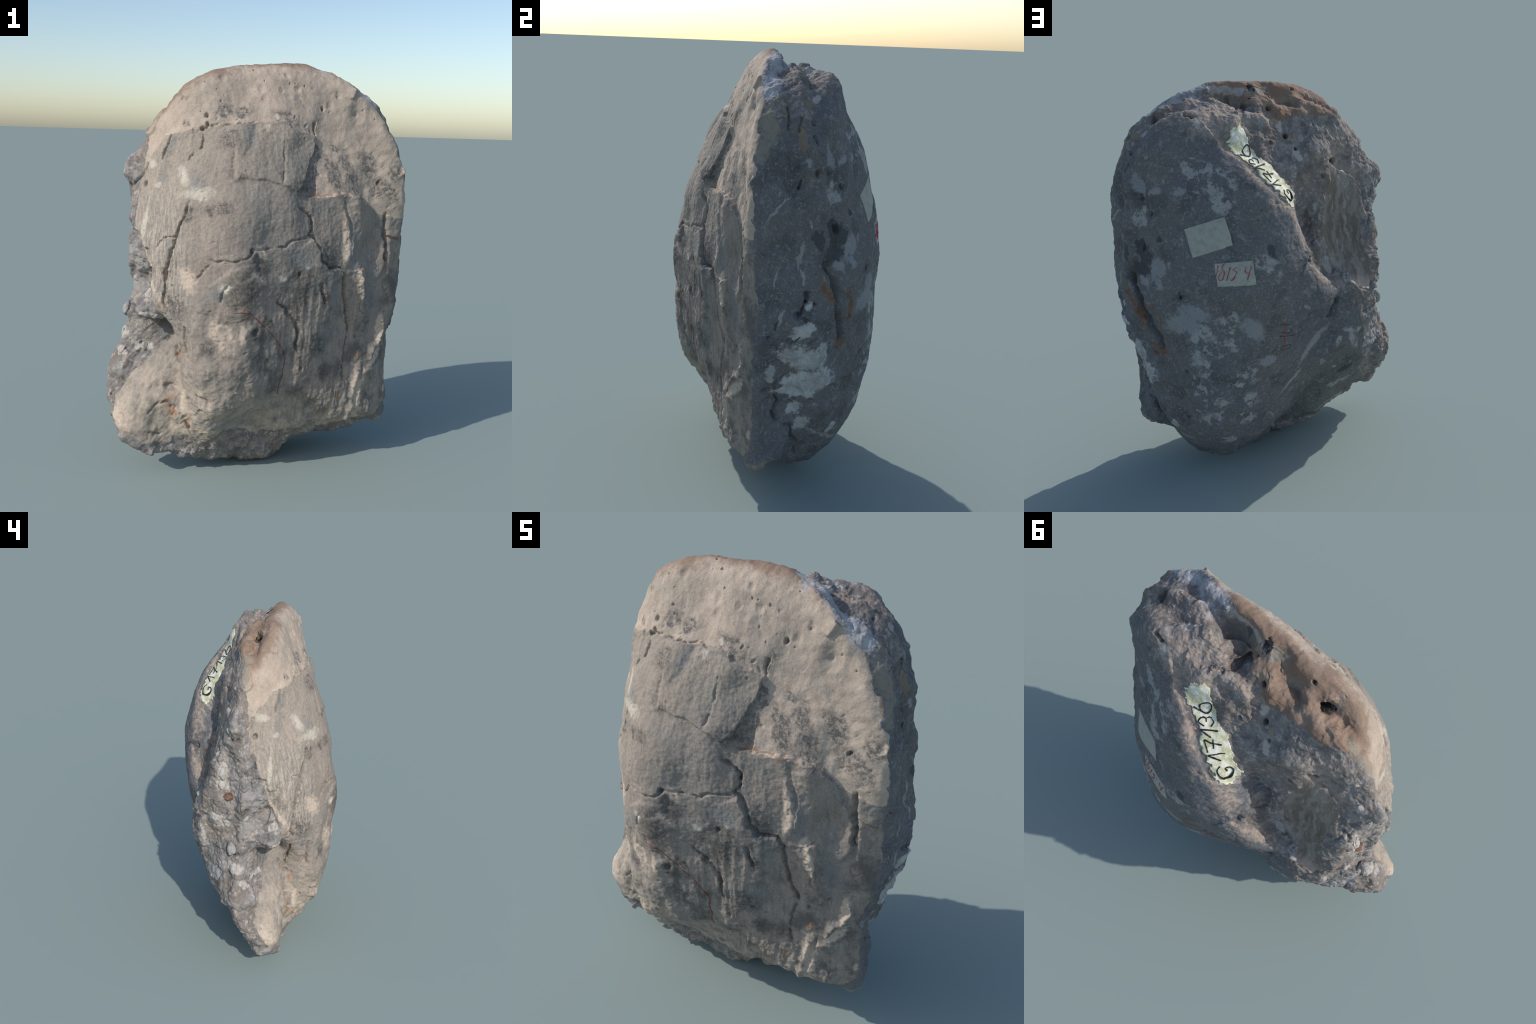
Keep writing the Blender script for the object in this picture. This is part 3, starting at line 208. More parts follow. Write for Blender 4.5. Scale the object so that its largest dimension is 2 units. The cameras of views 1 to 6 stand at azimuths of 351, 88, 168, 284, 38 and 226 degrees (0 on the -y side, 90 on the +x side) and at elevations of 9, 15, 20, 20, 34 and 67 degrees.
    "bluewhite": [(0.424, -0.068, 1.91, 0.3, -0.007, 1.93, 0.035), (0.485, -0.065, 1.87, 0.536, -0.077, 1.83, 0.03), (0.54, -0.036, 1.84, 0.571, -0.065, 1.81, 0.025), (0.298, -0.061, 1.97, 0.03, -0.008, 1.95, 0.018), (0.525, -0.035, 1.85, 0.419, -0.054, 1.91, 0.028), (0.36, -0.047, 1.93, 0.239, -0.029, 1.97, 0.024)],
    "gritty_warm": [(0.031, 0.125, 1.86, -0.114, 0.093, 1.81, 0.031), (0.25, 0.167, 1.9, 0.146, 0.232, 1.8, 0.041), (0.223, 0.261, 1.8, 0.163, 0.297, 1.7, 0.02), (-0.009, 0.398, 1.49, -0.118, 0.336, 1.4, 0.026), (-0.076, 0.374, 1.45, -0.141, 0.337, 1.32, 0.031), (-0.179, 0.366, 1.14, -0.325, 0.265, 0.989, 0.026), (-0.29, 0.15, 1.64, -0.541, 0.056, 1.5, 0.036), (0.097, 0.333, 1.64, 0.049, 0.355, 1.59, 0.033), (-0.112, 0.354, 1.4, -0.152, 0.341, 1.27, 0.047), (0.279, 0.223, 1.86, 0.153, 0.208, 1.85, 0.085), (0.172, 0.095, 1.92, 0.12, 0.12, 1.87, 0.033), (0.334, 0.07, 1.9, 0.275, 0.055, 1.91, 0.038), (-0.216, 0.35, 1.1, -0.319, 0.263, 0.999, 0.028), (-0.405, 0.067, 1.66, -0.465, 0.023, 1.69, 0.07), (-0.354, 0.099, 1.67, -0.425, 0.079, 1.56, 0.028)],
    "pale_spot": [(-0.106, 0.104, 1.79, -0.108, 0.115, 1.78, 0.018), (-0.167, 0.169, 1.65, -0.181, 0.173, 1.64, 0.014), (0.307, 0.12, 1.89, 0.283, 0.119, 1.9, 0.019), (0.554, 0.122, 1.8, 0.533, 0.129, 1.82, 0.014), (-0.163, 0.163, 1.66, -0.18, 0.174, 1.64, 0.017), (-0.558, 0.041, 1.53, -0.584, 0.037, 1.51, 0.021), (-0.629, 0.027, 1.45, -0.633, 0.022, 1.42, 0.014), (-0.609, 0.072, 1.14, -0.592, 0.027, 1.11, 0.026), (-0.594, 0.048, 1.21, -0.598, 0.052, 1.17, 0.032), (-0.681, -0.101, 0.584, -0.667, -0.116, 0.573, 0.02), (-0.574, 0.159, 0.817, -0.564, 0.158, 0.766, 0.014), (-0.646, -0.033, 0.662, -0.663, -0.057, 0.654, 0.029), (-0.585, -0.137, 0.609, -0.54, -0.15, 0.616, 0.019), (-0.584, 0.117, 0.919, -0.61, 0.053, 0.907, 0.045), (-0.577, -0.232, 0.898, -0.557, -0.251, 0.912, 0.022), (-0.427, -0.267, 0.753, -0.599, -0.242, 0.813, 0.016)],
    "hollow_dark": [(-0.605, -0.181, 0.838, -0.611, -0.219, 0.846, 0.029), (-0.611, -0.001, 0.773, -0.626, -0.043, 0.76, 0.035), (-0.578, -0.117, 1.33, -0.616, -0.12, 1.2, 0.017), (-0.63, -0.085, 0.987, -0.638, -0.062, 0.994, 0.026), (-0.576, -0.179, 1.13, -0.573, -0.173, 1.11, 0.019), (-0.234, 0.24, 1.2, -0.231, 0.294, 1.14, 0.038)],
    "grey_boss": [(-0.617, -0.114, 1.08, -0.569, -0.139, 1.03, 0.051), (-0.448, -0.202, 0.635, -0.506, -0.2, 0.581, 0.038), (-0.614, 0.046, 0.7, -0.623, 0.042, 0.651, 0.038)],
}
NUMBER_STROKES = [[(-0.068, 0.316, 1.52), (-0.069, 0.331, 1.51), (-0.079, 0.335, 1.49), (-0.095, 0.327, 1.47), (-0.102, 0.317, 1.47), (-0.109, 0.296, 1.47), (-0.109, 0.281, 1.49), (-0.102, 0.276, 1.5), (-0.091, 0.282, 1.51), (-0.081, 0.298, 1.51), (-0.092, 0.3, 1.5)],
    [(-0.052, 0.271, 1.56), (-0.04, 0.282, 1.56), (-0.029, 0.304, 1.56), (-0.017, 0.328, 1.56), (-0.033, 0.314, 1.55), (-0.057, 0.299, 1.54)],
    [(-0.007, 0.321, 1.57), (0.007, 0.315, 1.59), (0.023, 0.307, 1.61), (0.004, 0.293, 1.6), (-0.023, 0.264, 1.59)],
    [(0.003, 0.28, 1.61), (-0.014, 0.294, 1.58)],
    [(0.014, 0.283, 1.62), (0.034, 0.29, 1.63), (0.054, 0.297, 1.64), (0.033, 0.274, 1.64), (0.007, 0.252, 1.64)],
    [(0.056, 0.277, 1.65), (0.072, 0.288, 1.66), (0.082, 0.282, 1.66), (0.081, 0.268, 1.67), (0.067, 0.257, 1.67), (0.058, 0.261, 1.66)],
    [(0.064, 0.255, 1.67), (0.059, 0.238, 1.67), (0.043, 0.238, 1.66), (0.036, 0.244, 1.66), (0.036, 0.256, 1.65)],
    [(0.12, 0.268, 1.7), (0.101, 0.256, 1.69), (0.08, 0.244, 1.68), (0.072, 0.226, 1.69), (0.074, 0.216, 1.72), (0.086, 0.222, 1.73), (0.101, 0.235, 1.72), (0.106, 0.248, 1.71), (0.098, 0.252, 1.69), (0.08, 0.244, 1.68)]]
RED_STROKES = [[(0.283, 0.45, 1.23), (0.289, 0.453, 1.21), (0.299, 0.454, 1.18)],
    [(0.255, 0.457, 1.24), (0.268, 0.457, 1.22), (0.259, 0.463, 1.2), (0.267, 0.465, 1.17), (0.283, 0.461, 1.16), (0.285, 0.458, 1.18), (0.272, 0.46, 1.2)],
    [(0.231, 0.466, 1.22), (0.252, 0.47, 1.16)],
    [(0.204, 0.473, 1.22), (0.219, 0.472, 1.21), (0.205, 0.476, 1.2), (0.212, 0.478, 1.18), (0.229, 0.476, 1.16), (0.215, 0.479, 1.17)],
    [(0.189, 0.478, 1.21), (0.185, 0.479, 1.21)],
    [(0.159, 0.48, 1.22), (0.164, 0.483, 1.2), (0.15, 0.486, 1.19), (0.142, 0.485, 1.2)],
    [(0.134, 0.482, 1.22), (0.157, 0.49, 1.16)]]
RED_MARK = [[(-0.03, 0.423, 0.883), (-0.028, 0.407, 0.81), (-0.023, 0.395, 0.741)]]
BLACK_MARK = [[(-0.003, 0.438, 0.885), (-0.03, 0.422, 0.876), (-0.059, 0.403, 0.865)],
    [(-0.007, 0.426, 0.839), (-0.043, 0.4, 0.819), (-0.061, 0.392, 0.826), (-0.051, 0.402, 0.846)],
    [(-0.001, 0.426, 0.82), (-0.043, 0.396, 0.803), (-0.089, 0.365, 0.788)],
    [(-0.002, 0.409, 0.74), (-0.02, 0.4, 0.752), (-0.057, 0.374, 0.743), (-0.054, 0.372, 0.726), (-0.008, 0.404, 0.735)]]
RED_LINE = [[(-0.172, -0.494, 0.848), (-0.135, -0.499, 0.85), (-0.092, -0.491, 0.84), (-0.061, -0.478, 0.81), (-0.067, -0.481, 0.82), (-0.04, -0.467, 0.791), (-0.007, -0.45, 0.759), (0.026, -0.432, 0.723), (0.048, -0.42, 0.695), (0.071, -0.407, 0.659), (0.085, -0.398, 0.631), (0.087, -0.396, 0.623), (0.091, -0.39, 0.591), (0.087, -0.386, 0.56), (0.084, -0.375, 0.506), (0.072, -0.361, 0.457), (0.072, -0.342, 0.415)]]
NUMBER_PATCH = [(0.175, 0.257, 1.77), (0.143, 0.225, 1.82), (0.11, 0.202, 1.83), (0.089, 0.202, 1.79), (0.078, 0.209, 1.74), (0.056, 0.212, 1.7), (0.033, 0.227, 1.67), (-0.001, 0.229, 1.65), (-0.036, 0.232, 1.61), (-0.067, 0.247, 1.56), (-0.091, 0.26, 1.54), (-0.128, 0.255, 1.48), (-0.128, 0.265, 1.45), (-0.12, 0.288, 1.45), (-0.123, 0.301, 1.42), (-0.103, 0.342, 1.44), (-0.082, 0.355, 1.47), (-0.067, 0.349, 1.49), (-0.039, 0.343, 1.53), (-0.011, 0.339, 1.56), (0.03, 0.328, 1.6), (0.058, 0.299, 1.64), (0.109, 0.287, 1.68), (0.13, 0.271, 1.7), (0.156, 0.281, 1.71)]
PAPER_PLAIN = [(0.419, 0.348, 1.39), (0.232, 0.41, 1.45), (0.206, 0.449, 1.32), (0.392, 0.398, 1.26)]
PAPER_NUMBERED = [(0.303, 0.443, 1.24), (0.124, 0.476, 1.25), (0.114, 0.493, 1.13), (0.295, 0.46, 1.13)]
SHELL_FRAGMENT = [(-0.34, 0.134, 1.59), (-0.452, 0.078, 1.53), (-0.503, 0.079, 1.48), (-0.528, 0.11, 1.36), (-0.551, 0.122, 1.28), (-0.508, 0.129, 1.28), (-0.496, 0.146, 1.17), (-0.521, 0.164, 1.08), (-0.548, 0.183, 1), (-0.532, 0.213, 0.92), (-0.472, 0.228, 0.939), (-0.432, 0.234, 0.966), (-0.413, 0.207, 1.03), (-0.379, 0.213, 1.04), (-0.334, 0.185, 1.13), (-0.302, 0.196, 1.2), (-0.293, 0.187, 1.28), (-0.314, 0.158, 1.41), (-0.312, 0.159, 1.43), (-0.348, 0.138, 1.5)]
PLATES = {
    "upper": [(-0.307, -0.254, 1.67), (-0.279, -0.257, 1.68), (-0.232, -0.26, 1.69), (-0.204, -0.263, 1.69), (-0.153, -0.272, 1.7), (-0.1, -0.266, 1.7), (-0.049, -0.248, 1.71), (-0.029, -0.243, 1.71), (0.004, -0.25, 1.69), (0.063, -0.245, 1.71), (0.103, -0.242, 1.7), (0.117, -0.246, 1.69), (0.152, -0.238, 1.67), (0.153, -0.244, 1.65), (0.213, -0.222, 1.65), (0.24, -0.214, 1.65), (0.23, -0.238, 1.57), (0.205, -0.257, 1.53), (0.187, -0.277, 1.48), (0.167, -0.297, 1.43), (0.149, -0.326, 1.36), (0.091, -0.349, 1.41), (0.05, -0.361, 1.42), (0.001, -0.365, 1.44), (-0.034, -0.373, 1.44), (-0.068, -0.38, 1.44), (-0.12, -0.385, 1.45), (-0.172, -0.383, 1.45), (-0.285, -0.352, 1.47), (-0.31, -0.302, 1.56)],
    "centre": [(-0.172, -0.383, 1.45), (-0.12, -0.385, 1.45), (-0.068, -0.38, 1.44), (-0.034, -0.373, 1.44), (0.001, -0.365, 1.44), (0.05, -0.361, 1.42), (0.091, -0.349, 1.41), (0.149, -0.326, 1.36), (0.133, -0.343, 1.35), (0.143, -0.348, 1.32), (0.194, -0.324, 1.29), (0.215, -0.322, 1.26), (0.217, -0.334, 1.22), (0.205, -0.348, 1.19), (0.191, -0.357, 1.18), (0.111, -0.398, 1.17), (0.087, -0.405, 1.15), (0.08, -0.406, 1.14), (-0.025, -0.43, 1.13), (-0.076, -0.456, 1.13), (-0.115, -0.479, 1.09), (-0.18, -0.482, 1.08), (-0.278, -0.452, 1.07), (-0.327, -0.439, 1.01), (-0.357, -0.422, 0.995), (-0.388, -0.392, 1.03), (-0.473, -0.316, 1.01), (-0.459, -0.323, 1.06), (-0.437, -0.338, 1.12), (-0.422, -0.345, 1.18), (-0.411, -0.348, 1.22), (-0.38, -0.36, 1.28), (-0.371, -0.353, 1.34), (-0.285, -0.352, 1.47)],
    "right": [(0.149, -0.328, 1.36), (0.218, -0.291, 1.37), (0.293, -0.272, 1.36), (0.379, -0.25, 1.38), (0.494, -0.19, 1.35), (0.5, -0.192, 1.33), (0.55, -0.169, 1.3), (0.568, -0.167, 1.28), (0.573, -0.165, 1.21), (0.6, -0.161, 1.2), (0.626, -0.156, 1.16), (0.637, -0.152, 1.11), (0.633, -0.152, 1.03), (0.624, -0.155, 0.991), (0.596, -0.166, 0.946), (0.573, -0.178, 0.917), (0.567, -0.174, 0.737), (0.522, -0.189, 0.678), (0.474, -0.211, 0.678), (0.443, -0.226, 0.683), (0.43, -0.242, 0.749), (0.415, -0.259, 0.805), (0.4, -0.271, 0.884), (0.397, -0.273, 0.951), (0.389, -0.276, 0.992), (0.372, -0.285, 1.02), (0.305, -0.328, 1.03), (0.293, -0.333, 1.05), (0.265, -0.345, 1.06), (0.256, -0.34, 1.12), (0.24, -0.341, 1.15), (0.224, -0.34, 1.18), (0.205, -0.348, 1.19), (0.217, -0.334, 1.22), (0.215, -0.322, 1.26), (0.194, -0.324, 1.29), (0.143, -0.348, 1.32)],
    "low": [(0.205, -0.348, 1.19), (0.224, -0.34, 1.18), (0.24, -0.341, 1.15), (0.256, -0.34, 1.12), (0.265, -0.345, 1.06), (0.293, -0.333, 1.05), (0.305, -0.328, 1.03), (0.372, -0.285, 1.02), (0.389, -0.276, 0.992), (0.397, -0.273, 0.951), (0.4, -0.271, 0.884), (0.415, -0.259, 0.805), (0.43, -0.242, 0.749), (0.441, -0.229, 0.704), (0.438, -0.228, 0.652), (0.423, -0.238, 0.594), (0.414, -0.244, 0.522), (0.443, -0.233, 0.401), (0.278, -0.286, 0.401), (0.175, -0.355, 0.544), (0.155, -0.38, 0.687), (0.157, -0.382, 0.736), (0.139, -0.389, 0.777), (0.1, -0.404, 0.84), (0.043, -0.426, 0.884), (-0.024, -0.459, 0.939), (-0.076, -0.471, 1.06), (-0.076, -0.456, 1.13), (-0.025, -0.43, 1.13), (0.08, -0.406, 1.14), (0.111, -0.398, 1.17), (0.191, -0.357, 1.18)],
    "left": [(-0.371, -0.352, 1.34), (-0.308, -0.345, 1.47), (-0.31, -0.302, 1.56), (-0.34, -0.244, 1.67), (-0.417, -0.208, 1.66), (-0.44, -0.202, 1.64), (-0.473, -0.199, 1.56), (-0.491, -0.21, 1.44), (-0.583, -0.109, 1.33), (-0.584, -0.156, 1.27), (-0.573, -0.156, 1.08), (-0.508, -0.298, 0.889), (-0.471, -0.321, 0.84), (-0.463, -0.33, 0.896), (-0.473, -0.316, 1.01), (-0.459, -0.323, 1.06), (-0.437, -0.338, 1.12), (-0.422, -0.345, 1.18), (-0.411, -0.348, 1.22), (-0.38, -0.36, 1.28)],
}
PEBBLES = {"brown": (-0.6, 0.018, 1.06), "ringed": (-0.616, -0.024, 0.767)}
COL = dict(
    cap=(0.46, 0.366, 0.292), cap_light=(0.54, 0.445, 0.36), cap_grey=(0.36, 0.305, 0.25), cap_pink=(0.47, 0.345, 0.28),  # cap tones lightened for the sun falling on it
    shell=(0.30, 0.252, 0.213), shell_cool=(0.245, 0.23, 0.205), shell_light=(0.385, 0.325, 0.275), shell_dark=(0.155, 0.142, 0.13), shell_pink=(0.345, 0.265, 0.22),
    foot=(0.43, 0.36, 0.29), flank_light=(0.47, 0.395, 0.33), flank_grey=(0.270, 0.265, 0.265),
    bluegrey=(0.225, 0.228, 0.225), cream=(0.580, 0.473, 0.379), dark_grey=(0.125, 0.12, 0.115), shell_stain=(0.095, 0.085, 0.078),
    white=(0.660, 0.600, 0.500), brown=(0.255, 0.17, 0.12), cavity=(0.290, 0.265, 0.215), chip=(0.030, 0.030, 0.032), bluewhite=(0.50, 0.49, 0.49),
    rusty=(0.400, 0.215, 0.110), fleck=(0.130, 0.115, 0.100), dust=(0.600, 0.511, 0.433),
    rock=(0.17, 0.163, 0.155), rock_blue=(0.155, 0.157, 0.167), rock_warm=(0.215, 0.200, 0.180), rock_pale=(0.330, 0.330, 0.330), rock_fleck=(0.075, 0.075, 0.075),
    break_brown=(0.215, 0.175, 0.145), break_dark=(0.165, 0.155, 0.150), rock_dark=(0.085, 0.084, 0.084), break_light=(0.460, 0.425, 0.390), break_warm=(0.420, 0.320, 0.255),
    grit=(0.440, 0.350, 0.285), olive=(0.270, 0.215, 0.160), nodule=(0.075, 0.078, 0.075), speckle=(0.34, 0.35, 0.36), patch=(0.39, 0.38, 0.36), chalk=(0.550, 0.550, 0.540),
    boss=(0.340, 0.320, 0.310), hollow=(0.110, 0.105, 0.100), pale_spot=(0.52, 0.47, 0.42), rust=(0.20, 0.085, 0.04), rust_pale=(0.27, 0.16, 0.09),
    nacre=(0.245, 0.215, 0.185), nacre_dark=(0.14, 0.11, 0.085), nacre_light=(0.380, 0.350, 0.330), nacre_pink=(0.480, 0.370, 0.310),
    paint_yellow=(0.560, 0.540, 0.330), paint_white=(0.800, 0.790, 0.680), paint_grey=(0.400, 0.440, 0.450), paper=(0.33, 0.325, 0.28), paper_light=(0.42, 0.41, 0.35),
)
COL["break"] = (0.32, 0.295, 0.275)

# ------------------------------------------------------------------ numeric helpers
SEED = 7
_rng = np.random.default_rng(SEED)
_G = _rng.normal(size=(4096, 3)).astype(np.float32)
_G /= np.linalg.norm(_G, axis=1)[:, None]


def perlin(P, freq, seed=0):
    """Gradient noise, about -0.7 .. 0.7."""
    Q = P.astype(np.float32) * np.float32(freq) + np.float32(seed * 17.31 + 100)
    i = np.floor(Q).astype(np.int64)
    f = Q - i.astype(np.float32)
    u = f * f * f * (f * (f * 6 - 15) + 10)
    hx = [(i[:, 0] + d) * 73856093 for d in (0, 1)]
    hy = [(i[:, 1] + d) * 19349663 for d in (0, 1)]
    hz = [(i[:, 2] + d) * 83492791 for d in (0, 1)]
    out = np.zeros(len(P), np.float32)
    for a in (0, 1):
        wx = u[:, 0] if a else 1 - u[:, 0]
        for b in (0, 1):
            wy = u[:, 1] if b else 1 - u[:, 1]
            hab = hx[a] ^ hy[b]
            for c in (0, 1):
                wz = u[:, 2] if c else 1 - u[:, 2]
                g = _G[((hab ^ hz[c]) >> 3) & 4095]
                d = g[:, 0] * (f[:, 0] - a) + g[:, 1] * (f[:, 1] - b) + g[:, 2] * (f[:, 2] - c)
                out += wx * wy * wz * d
    return out * 1.4


def fbm(P, freq, octaves, gain=0.5, seed=0, ridged=False):
    out, amp = np.zeros(len(P), np.float32), 1.0
    for o in range(octaves):
        n = perlin(P, freq * 2.03 ** o, seed + o)
        out += amp * ((0.25 - np.abs(n)) * 1.6 if ridged else n)
        amp *= gain
    return out


def cells(P, freq, seed=0):
    """Distance to the nearest and second nearest jittered cell point."""
    Q = P * freq + seed * 9.7 + 50
    i = np.floor(Q).astype(np.int64)
    f1, f2 = np.full(len(P), 9.0), np.full(len(P), 9.0)
    for dx in (-1, 0, 1):
        for dy in (-1, 0, 1):
            for dz in (-1, 0, 1):
                c = i + (dx, dy, dz)
                h = ((c[:, 0] * 73856093) ^ (c[:, 1] * 19349663) ^ (c[:, 2] * 83492791)) >> 2
                d = np.linalg.norm(c + 0.5 + 0.42 * _G[h & 4095] - Q, axis=1)
                f2 = np.where(d < f1, f1, np.minimum(f2, d))
                f1 = np.minimum(f1, d)
    return f1, f2


def facets(P, freq, seed=0):
    """Broken stone: every cell is a small plane with its own tilt and height, with a step to its neighbours."""
    Q = P * freq + seed * 7.3 + 60
    i = np.floor(Q).astype(np.int64)
    n = len(P)
    d1, d2, v1, v2 = np.full(n, 9.0), np.full(n, 9.0), np.zeros(n), np.zeros(n)
    for dx in (-1, 0, 1):
        for dy in (-1, 0, 1):
            for dz in (-1, 0, 1):
                c = i + (dx, dy, dz)
                h = (((c[:, 0] * 73856093) ^ (c[:, 1] * 19349663) ^ (c[:, 2] * 83492791)) >> 2) & 4095
                r = Q - (c + 0.5 + 0.42 * _G[h])
                d = np.sqrt((r * r).sum(1))
                v = (r * _G[(h * 7 + 13) & 4095]).sum(1) * 1.1 + 0.7 * _G[(h * 3 + 5) & 4095][:, 0]
                near, second = d < d1, (d >= d1) & (d < d2)
                d2, v2 = np.where(near, d1, np.where(second, d, d2)), np.where(near, v1, np.where(second, v, v2))
                d1, v1 = np.where(near, d, d1), np.where(near, v, v1)
    w = 0.5 + 0.5 * smooth(d2 - d1, 0.0, 0.16)              # the step has a narrow slope
    return v1 * w + v2 * (1 - w)


def smooth(x, a, b):
    t = np.clip((x - a) / (b - a), 0, 1)
    return t * t * (3 - 2 * t)


def inside_polygon(q, poly):
    x, y, hit, j = q[:, 0], q[:, 1], np.zeros(len(q), bool), len(poly) - 1
    for i in range(len(poly)):
        (xi, yi), (xj, yj) = poly[i], poly[j]
        hit ^= ((yi > y) != (yj > y)) & (x < (xj - xi) * (y - yi) / (yj - yi + 1e-12) + xi)
        j = i
    return hit


def to_path(P, line):
    """Distance to a polyline, side (+1 left of travel needs a normal: returned as vector), place along it 0..1."""
    line = np.asarray(line, float)
    best = np.full(len(P), 9e9)
    off, tang, where = np.zeros((len(P), 3)), np.zeros((len(P), 3)), np.zeros(len(P))
    seg = np.linalg.norm(np.diff(line, axis=0), axis=1)
    run, total = np.concatenate([[0], np.cumsum(seg)]), max(seg.sum(), 1e-6)
    for a, b, s, r in zip(line[:-1], line[1:], seg, run):
        d = (b - a) / max(s, 1e-9)
        t = np.clip((P - a) @ d, 0, s)
        o = P - a - t[:, None] * d
        q = (o * o).sum(1)
        m = q < best
        best[m], off[m], tang[m], where[m] = q[m], o[m], d, ((r + t) / total)[m]
    return np.sqrt(best), off, tang, where


# ------------------------------------------------------------------ the block: loft through its rings
ROWS, COLUMNS = 760, 940


def loft():
    """Reach over (tilt, bearing) by cubic curves, first round each ring and then from ring to ring; fine rows evenly spaced on the stone."""
    rings = list(RINGS.values())
    n = len(rings[0][1])
    R = np.array([[SOLE] * n] + [r[1] for r in rings] + [[SUMMIT] * n])
    tilt = np.radians([-90] + [r[0] for r in rings] + [90])
    u = np.arange(COLUMNS) / COLUMNS * n
    i, f = np.floor(u).astype(int), (u % 1.0)[None, :]
    p = [R[:, (i + k) % n] for k in (-1, 0, 1, 2)]
    R = 0.5 * (2 * p[1] + (p[2] - p[0]) * f + (2 * p[0] - 5 * p[1] + 4 * p[2] - p[3]) * f ** 2 + (3 * p[1] - p[0] - 3 * p[2] + p[3]) * f ** 3)
    half = COLUMNS // 2                                     # past each end the opposite side's ring carries on
    R = np.concatenate([np.roll(R[1:2], half, 1), R, np.roll(R[-2:-1], half, 1)])
    tilt = np.concatenate([[-np.pi - tilt[1]], tilt, [np.pi - tilt[-2]]])
    h = np.diff(tilt)[:, None]
    m = np.array([((R[k + 1] - R[k]) / h[k] * h[k - 1] + (R[k] - R[k - 1]) / h[k - 1] * h[k]) / (h[k] + h[k - 1]) for k in range(1, len(R) - 1)])
    R, tilt, h = R[1:-1], tilt[1:-1], h[1:-1, 0]
    bearing = np.arange(COLUMNS) / COLUMNS * 2 * np.pi

    def at(s):
        k = np.clip(np.searchsorted(tilt, s) - 1, 0, len(h) - 1)
        t, H = ((s - tilt[k]) / h[k])[:, None], h[k][:, None]
        r = (2 * t ** 3 - 3 * t ** 2 + 1) * R[k] + (t ** 3 - 2 * t ** 2 + t) * H * m[k] + (3 * t ** 2 - 2 * t ** 3) * R[k + 1] + (t ** 3 - t ** 2) * H * m[k + 1]
        d = np.stack([np.cos(s)[:, None] * np.cos(bearing), np.cos(s)[:, None] * np.sin(bearing), np.repeat(np.sin(s)[:, None], COLUMNS, 1)], -1)
        return np.array(HEART) + np.array(EGG) * d * r[..., None]

    s = np.linspace(-np.pi / 2, np.pi / 2, 400)
    run = np.concatenate([[0], np.cumsum(np.linalg.norm(np.diff(at(s), axis=0), axis=2).mean(1))])
    s = np.interp(np.linspace(0, run[-1], ROWS + 2)[1:-1], run, s)
    top, bottom = np.array(HEART) + (0, 0, EGG[2] * SUMMIT), np.array(HEART) - (0, 0, EGG[2] * SOLE)
    return np.concatenate([at(s).reshape(-1, 3), [bottom, top]])


def grid_faces():
    r, c = np.meshgrid(np.arange(ROWS - 1), np.arange(COLUMNS), indexing="ij")
    c2 = (c + 1) % COLUMNS
    return np.stack([r * COLUMNS + c, r * COLUMNS + c2, (r + 1) * COLUMNS + c2, (r + 1) * COLUMNS + c], -1).reshape(-1, 4)


QUADS = grid_faces()
_c = np.arange(COLUMNS)
_last = (ROWS - 1) * COLUMNS
FANS = np.concatenate([np.stack([(_c + 1) % COLUMNS, _c, np.full(COLUMNS, ROWS * COLUMNS)], 1),
                       np.stack([_last + _c, _last + (_c + 1) % COLUMNS, np.full(COLUMNS, ROWS * COLUMNS + 1)], 1)])


def normals_of(V):
    n = np.zeros_like(V)
    a = np.cross(V[QUADS[:, 2]] - V[QUADS[:, 0]], V[QUADS[:, 3]] - V[QUADS[:, 1]])
    b = np.cross(V[FANS[:, 1]] - V[FANS[:, 0]], V[FANS[:, 2]] - V[FANS[:, 0]])
    for idx, w in [(QUADS[:, k], a) for k in range(4)] + [(FANS[:, k], b) for k in range(3)]:
        for d in range(3):
            n[:, d] += np.bincount(idx, w[:, d], len(V))
    return n / np.maximum(np.linalg.norm(n, axis=1), 1e-12)[:, None]


BASE = loft()
NORMAL = normals_of(BASE)

# ------------------------------------------------------------------ where each kind of surface lies
HEART_Y = -0.02


def front_side(P):
    """> 0 on the fossil's own face, < 0 on the rock behind the rim (share of the angle)."""
    th = np.degrees(np.arctan2(P[:, 0], P[:, 2] - 1))
    rho = np.maximum(np.hypot(P[:, 0], P[:, 2] - 1), 0.03)
    x = np.arange(-180, 181, 12)
    return np.interp(th, x, np.append(RIM, RIM[0])) - (P[:, 1] - HEART_Y) / rho


def above_cap_line(P):
    x, z = np.array(CAP_LINE).T
    return P[:, 2] - np.interp(P[:, 0], x, z)


def left_of_ridge(P):
    """> 0 on the rough, broken side behind the rim: left of the back ridge, or above the smooth back's top edge."""
    z, x = np.array(BACK_RIDGE).T
    a = np.interp(P[:, 2], z, x) - P[:, 0]
    xt, zt = np.array(BACK_TOP).T
    return np.maximum(a, P[:, 2] - np.interp(P[:, 0], xt, zt))


jit = fbm(BASE, 14, 3, seed=3) * 0.02
FRONT = front_side(BASE) + jit * 1.2
CAP = above_cap_line(BASE) + jit * 0.4
ROUGH = left_of_ridge(BASE) + jit
ROUGH = np.maximum(ROUGH, np.minimum(0.22 - BASE[:, 2], -0.0 - BASE[:, 1]) + jit)      # the torn underside in front
w_front = smooth(FRONT, -0.03, 0.03)
w_cap = w_front * smooth(CAP, -0.02, 0.02)
w_shell = w_front * (1 - smooth(CAP, -0.02, 0.02))
w_rough = (1 - w_front) * smooth(ROUGH, -0.03, 0.03)
w_back = (1 - w_front) * (1 - smooth(ROUGH, -0.03, 0.03))
w_brow = w_front * smooth(BASE[:, 1], -0.06, 0.03) * smooth(BASE[:, 2], 1.55, 1.7) * (BASE[:, 0] < 0.25)   # brown weathered rim behind the crest
w_crown = w_rough * smooth(BASE[:, 2], 1.35, 1.55)
w_break = w_rough * (1 - smooth(BASE[:, 2], 1.35, 1.55))
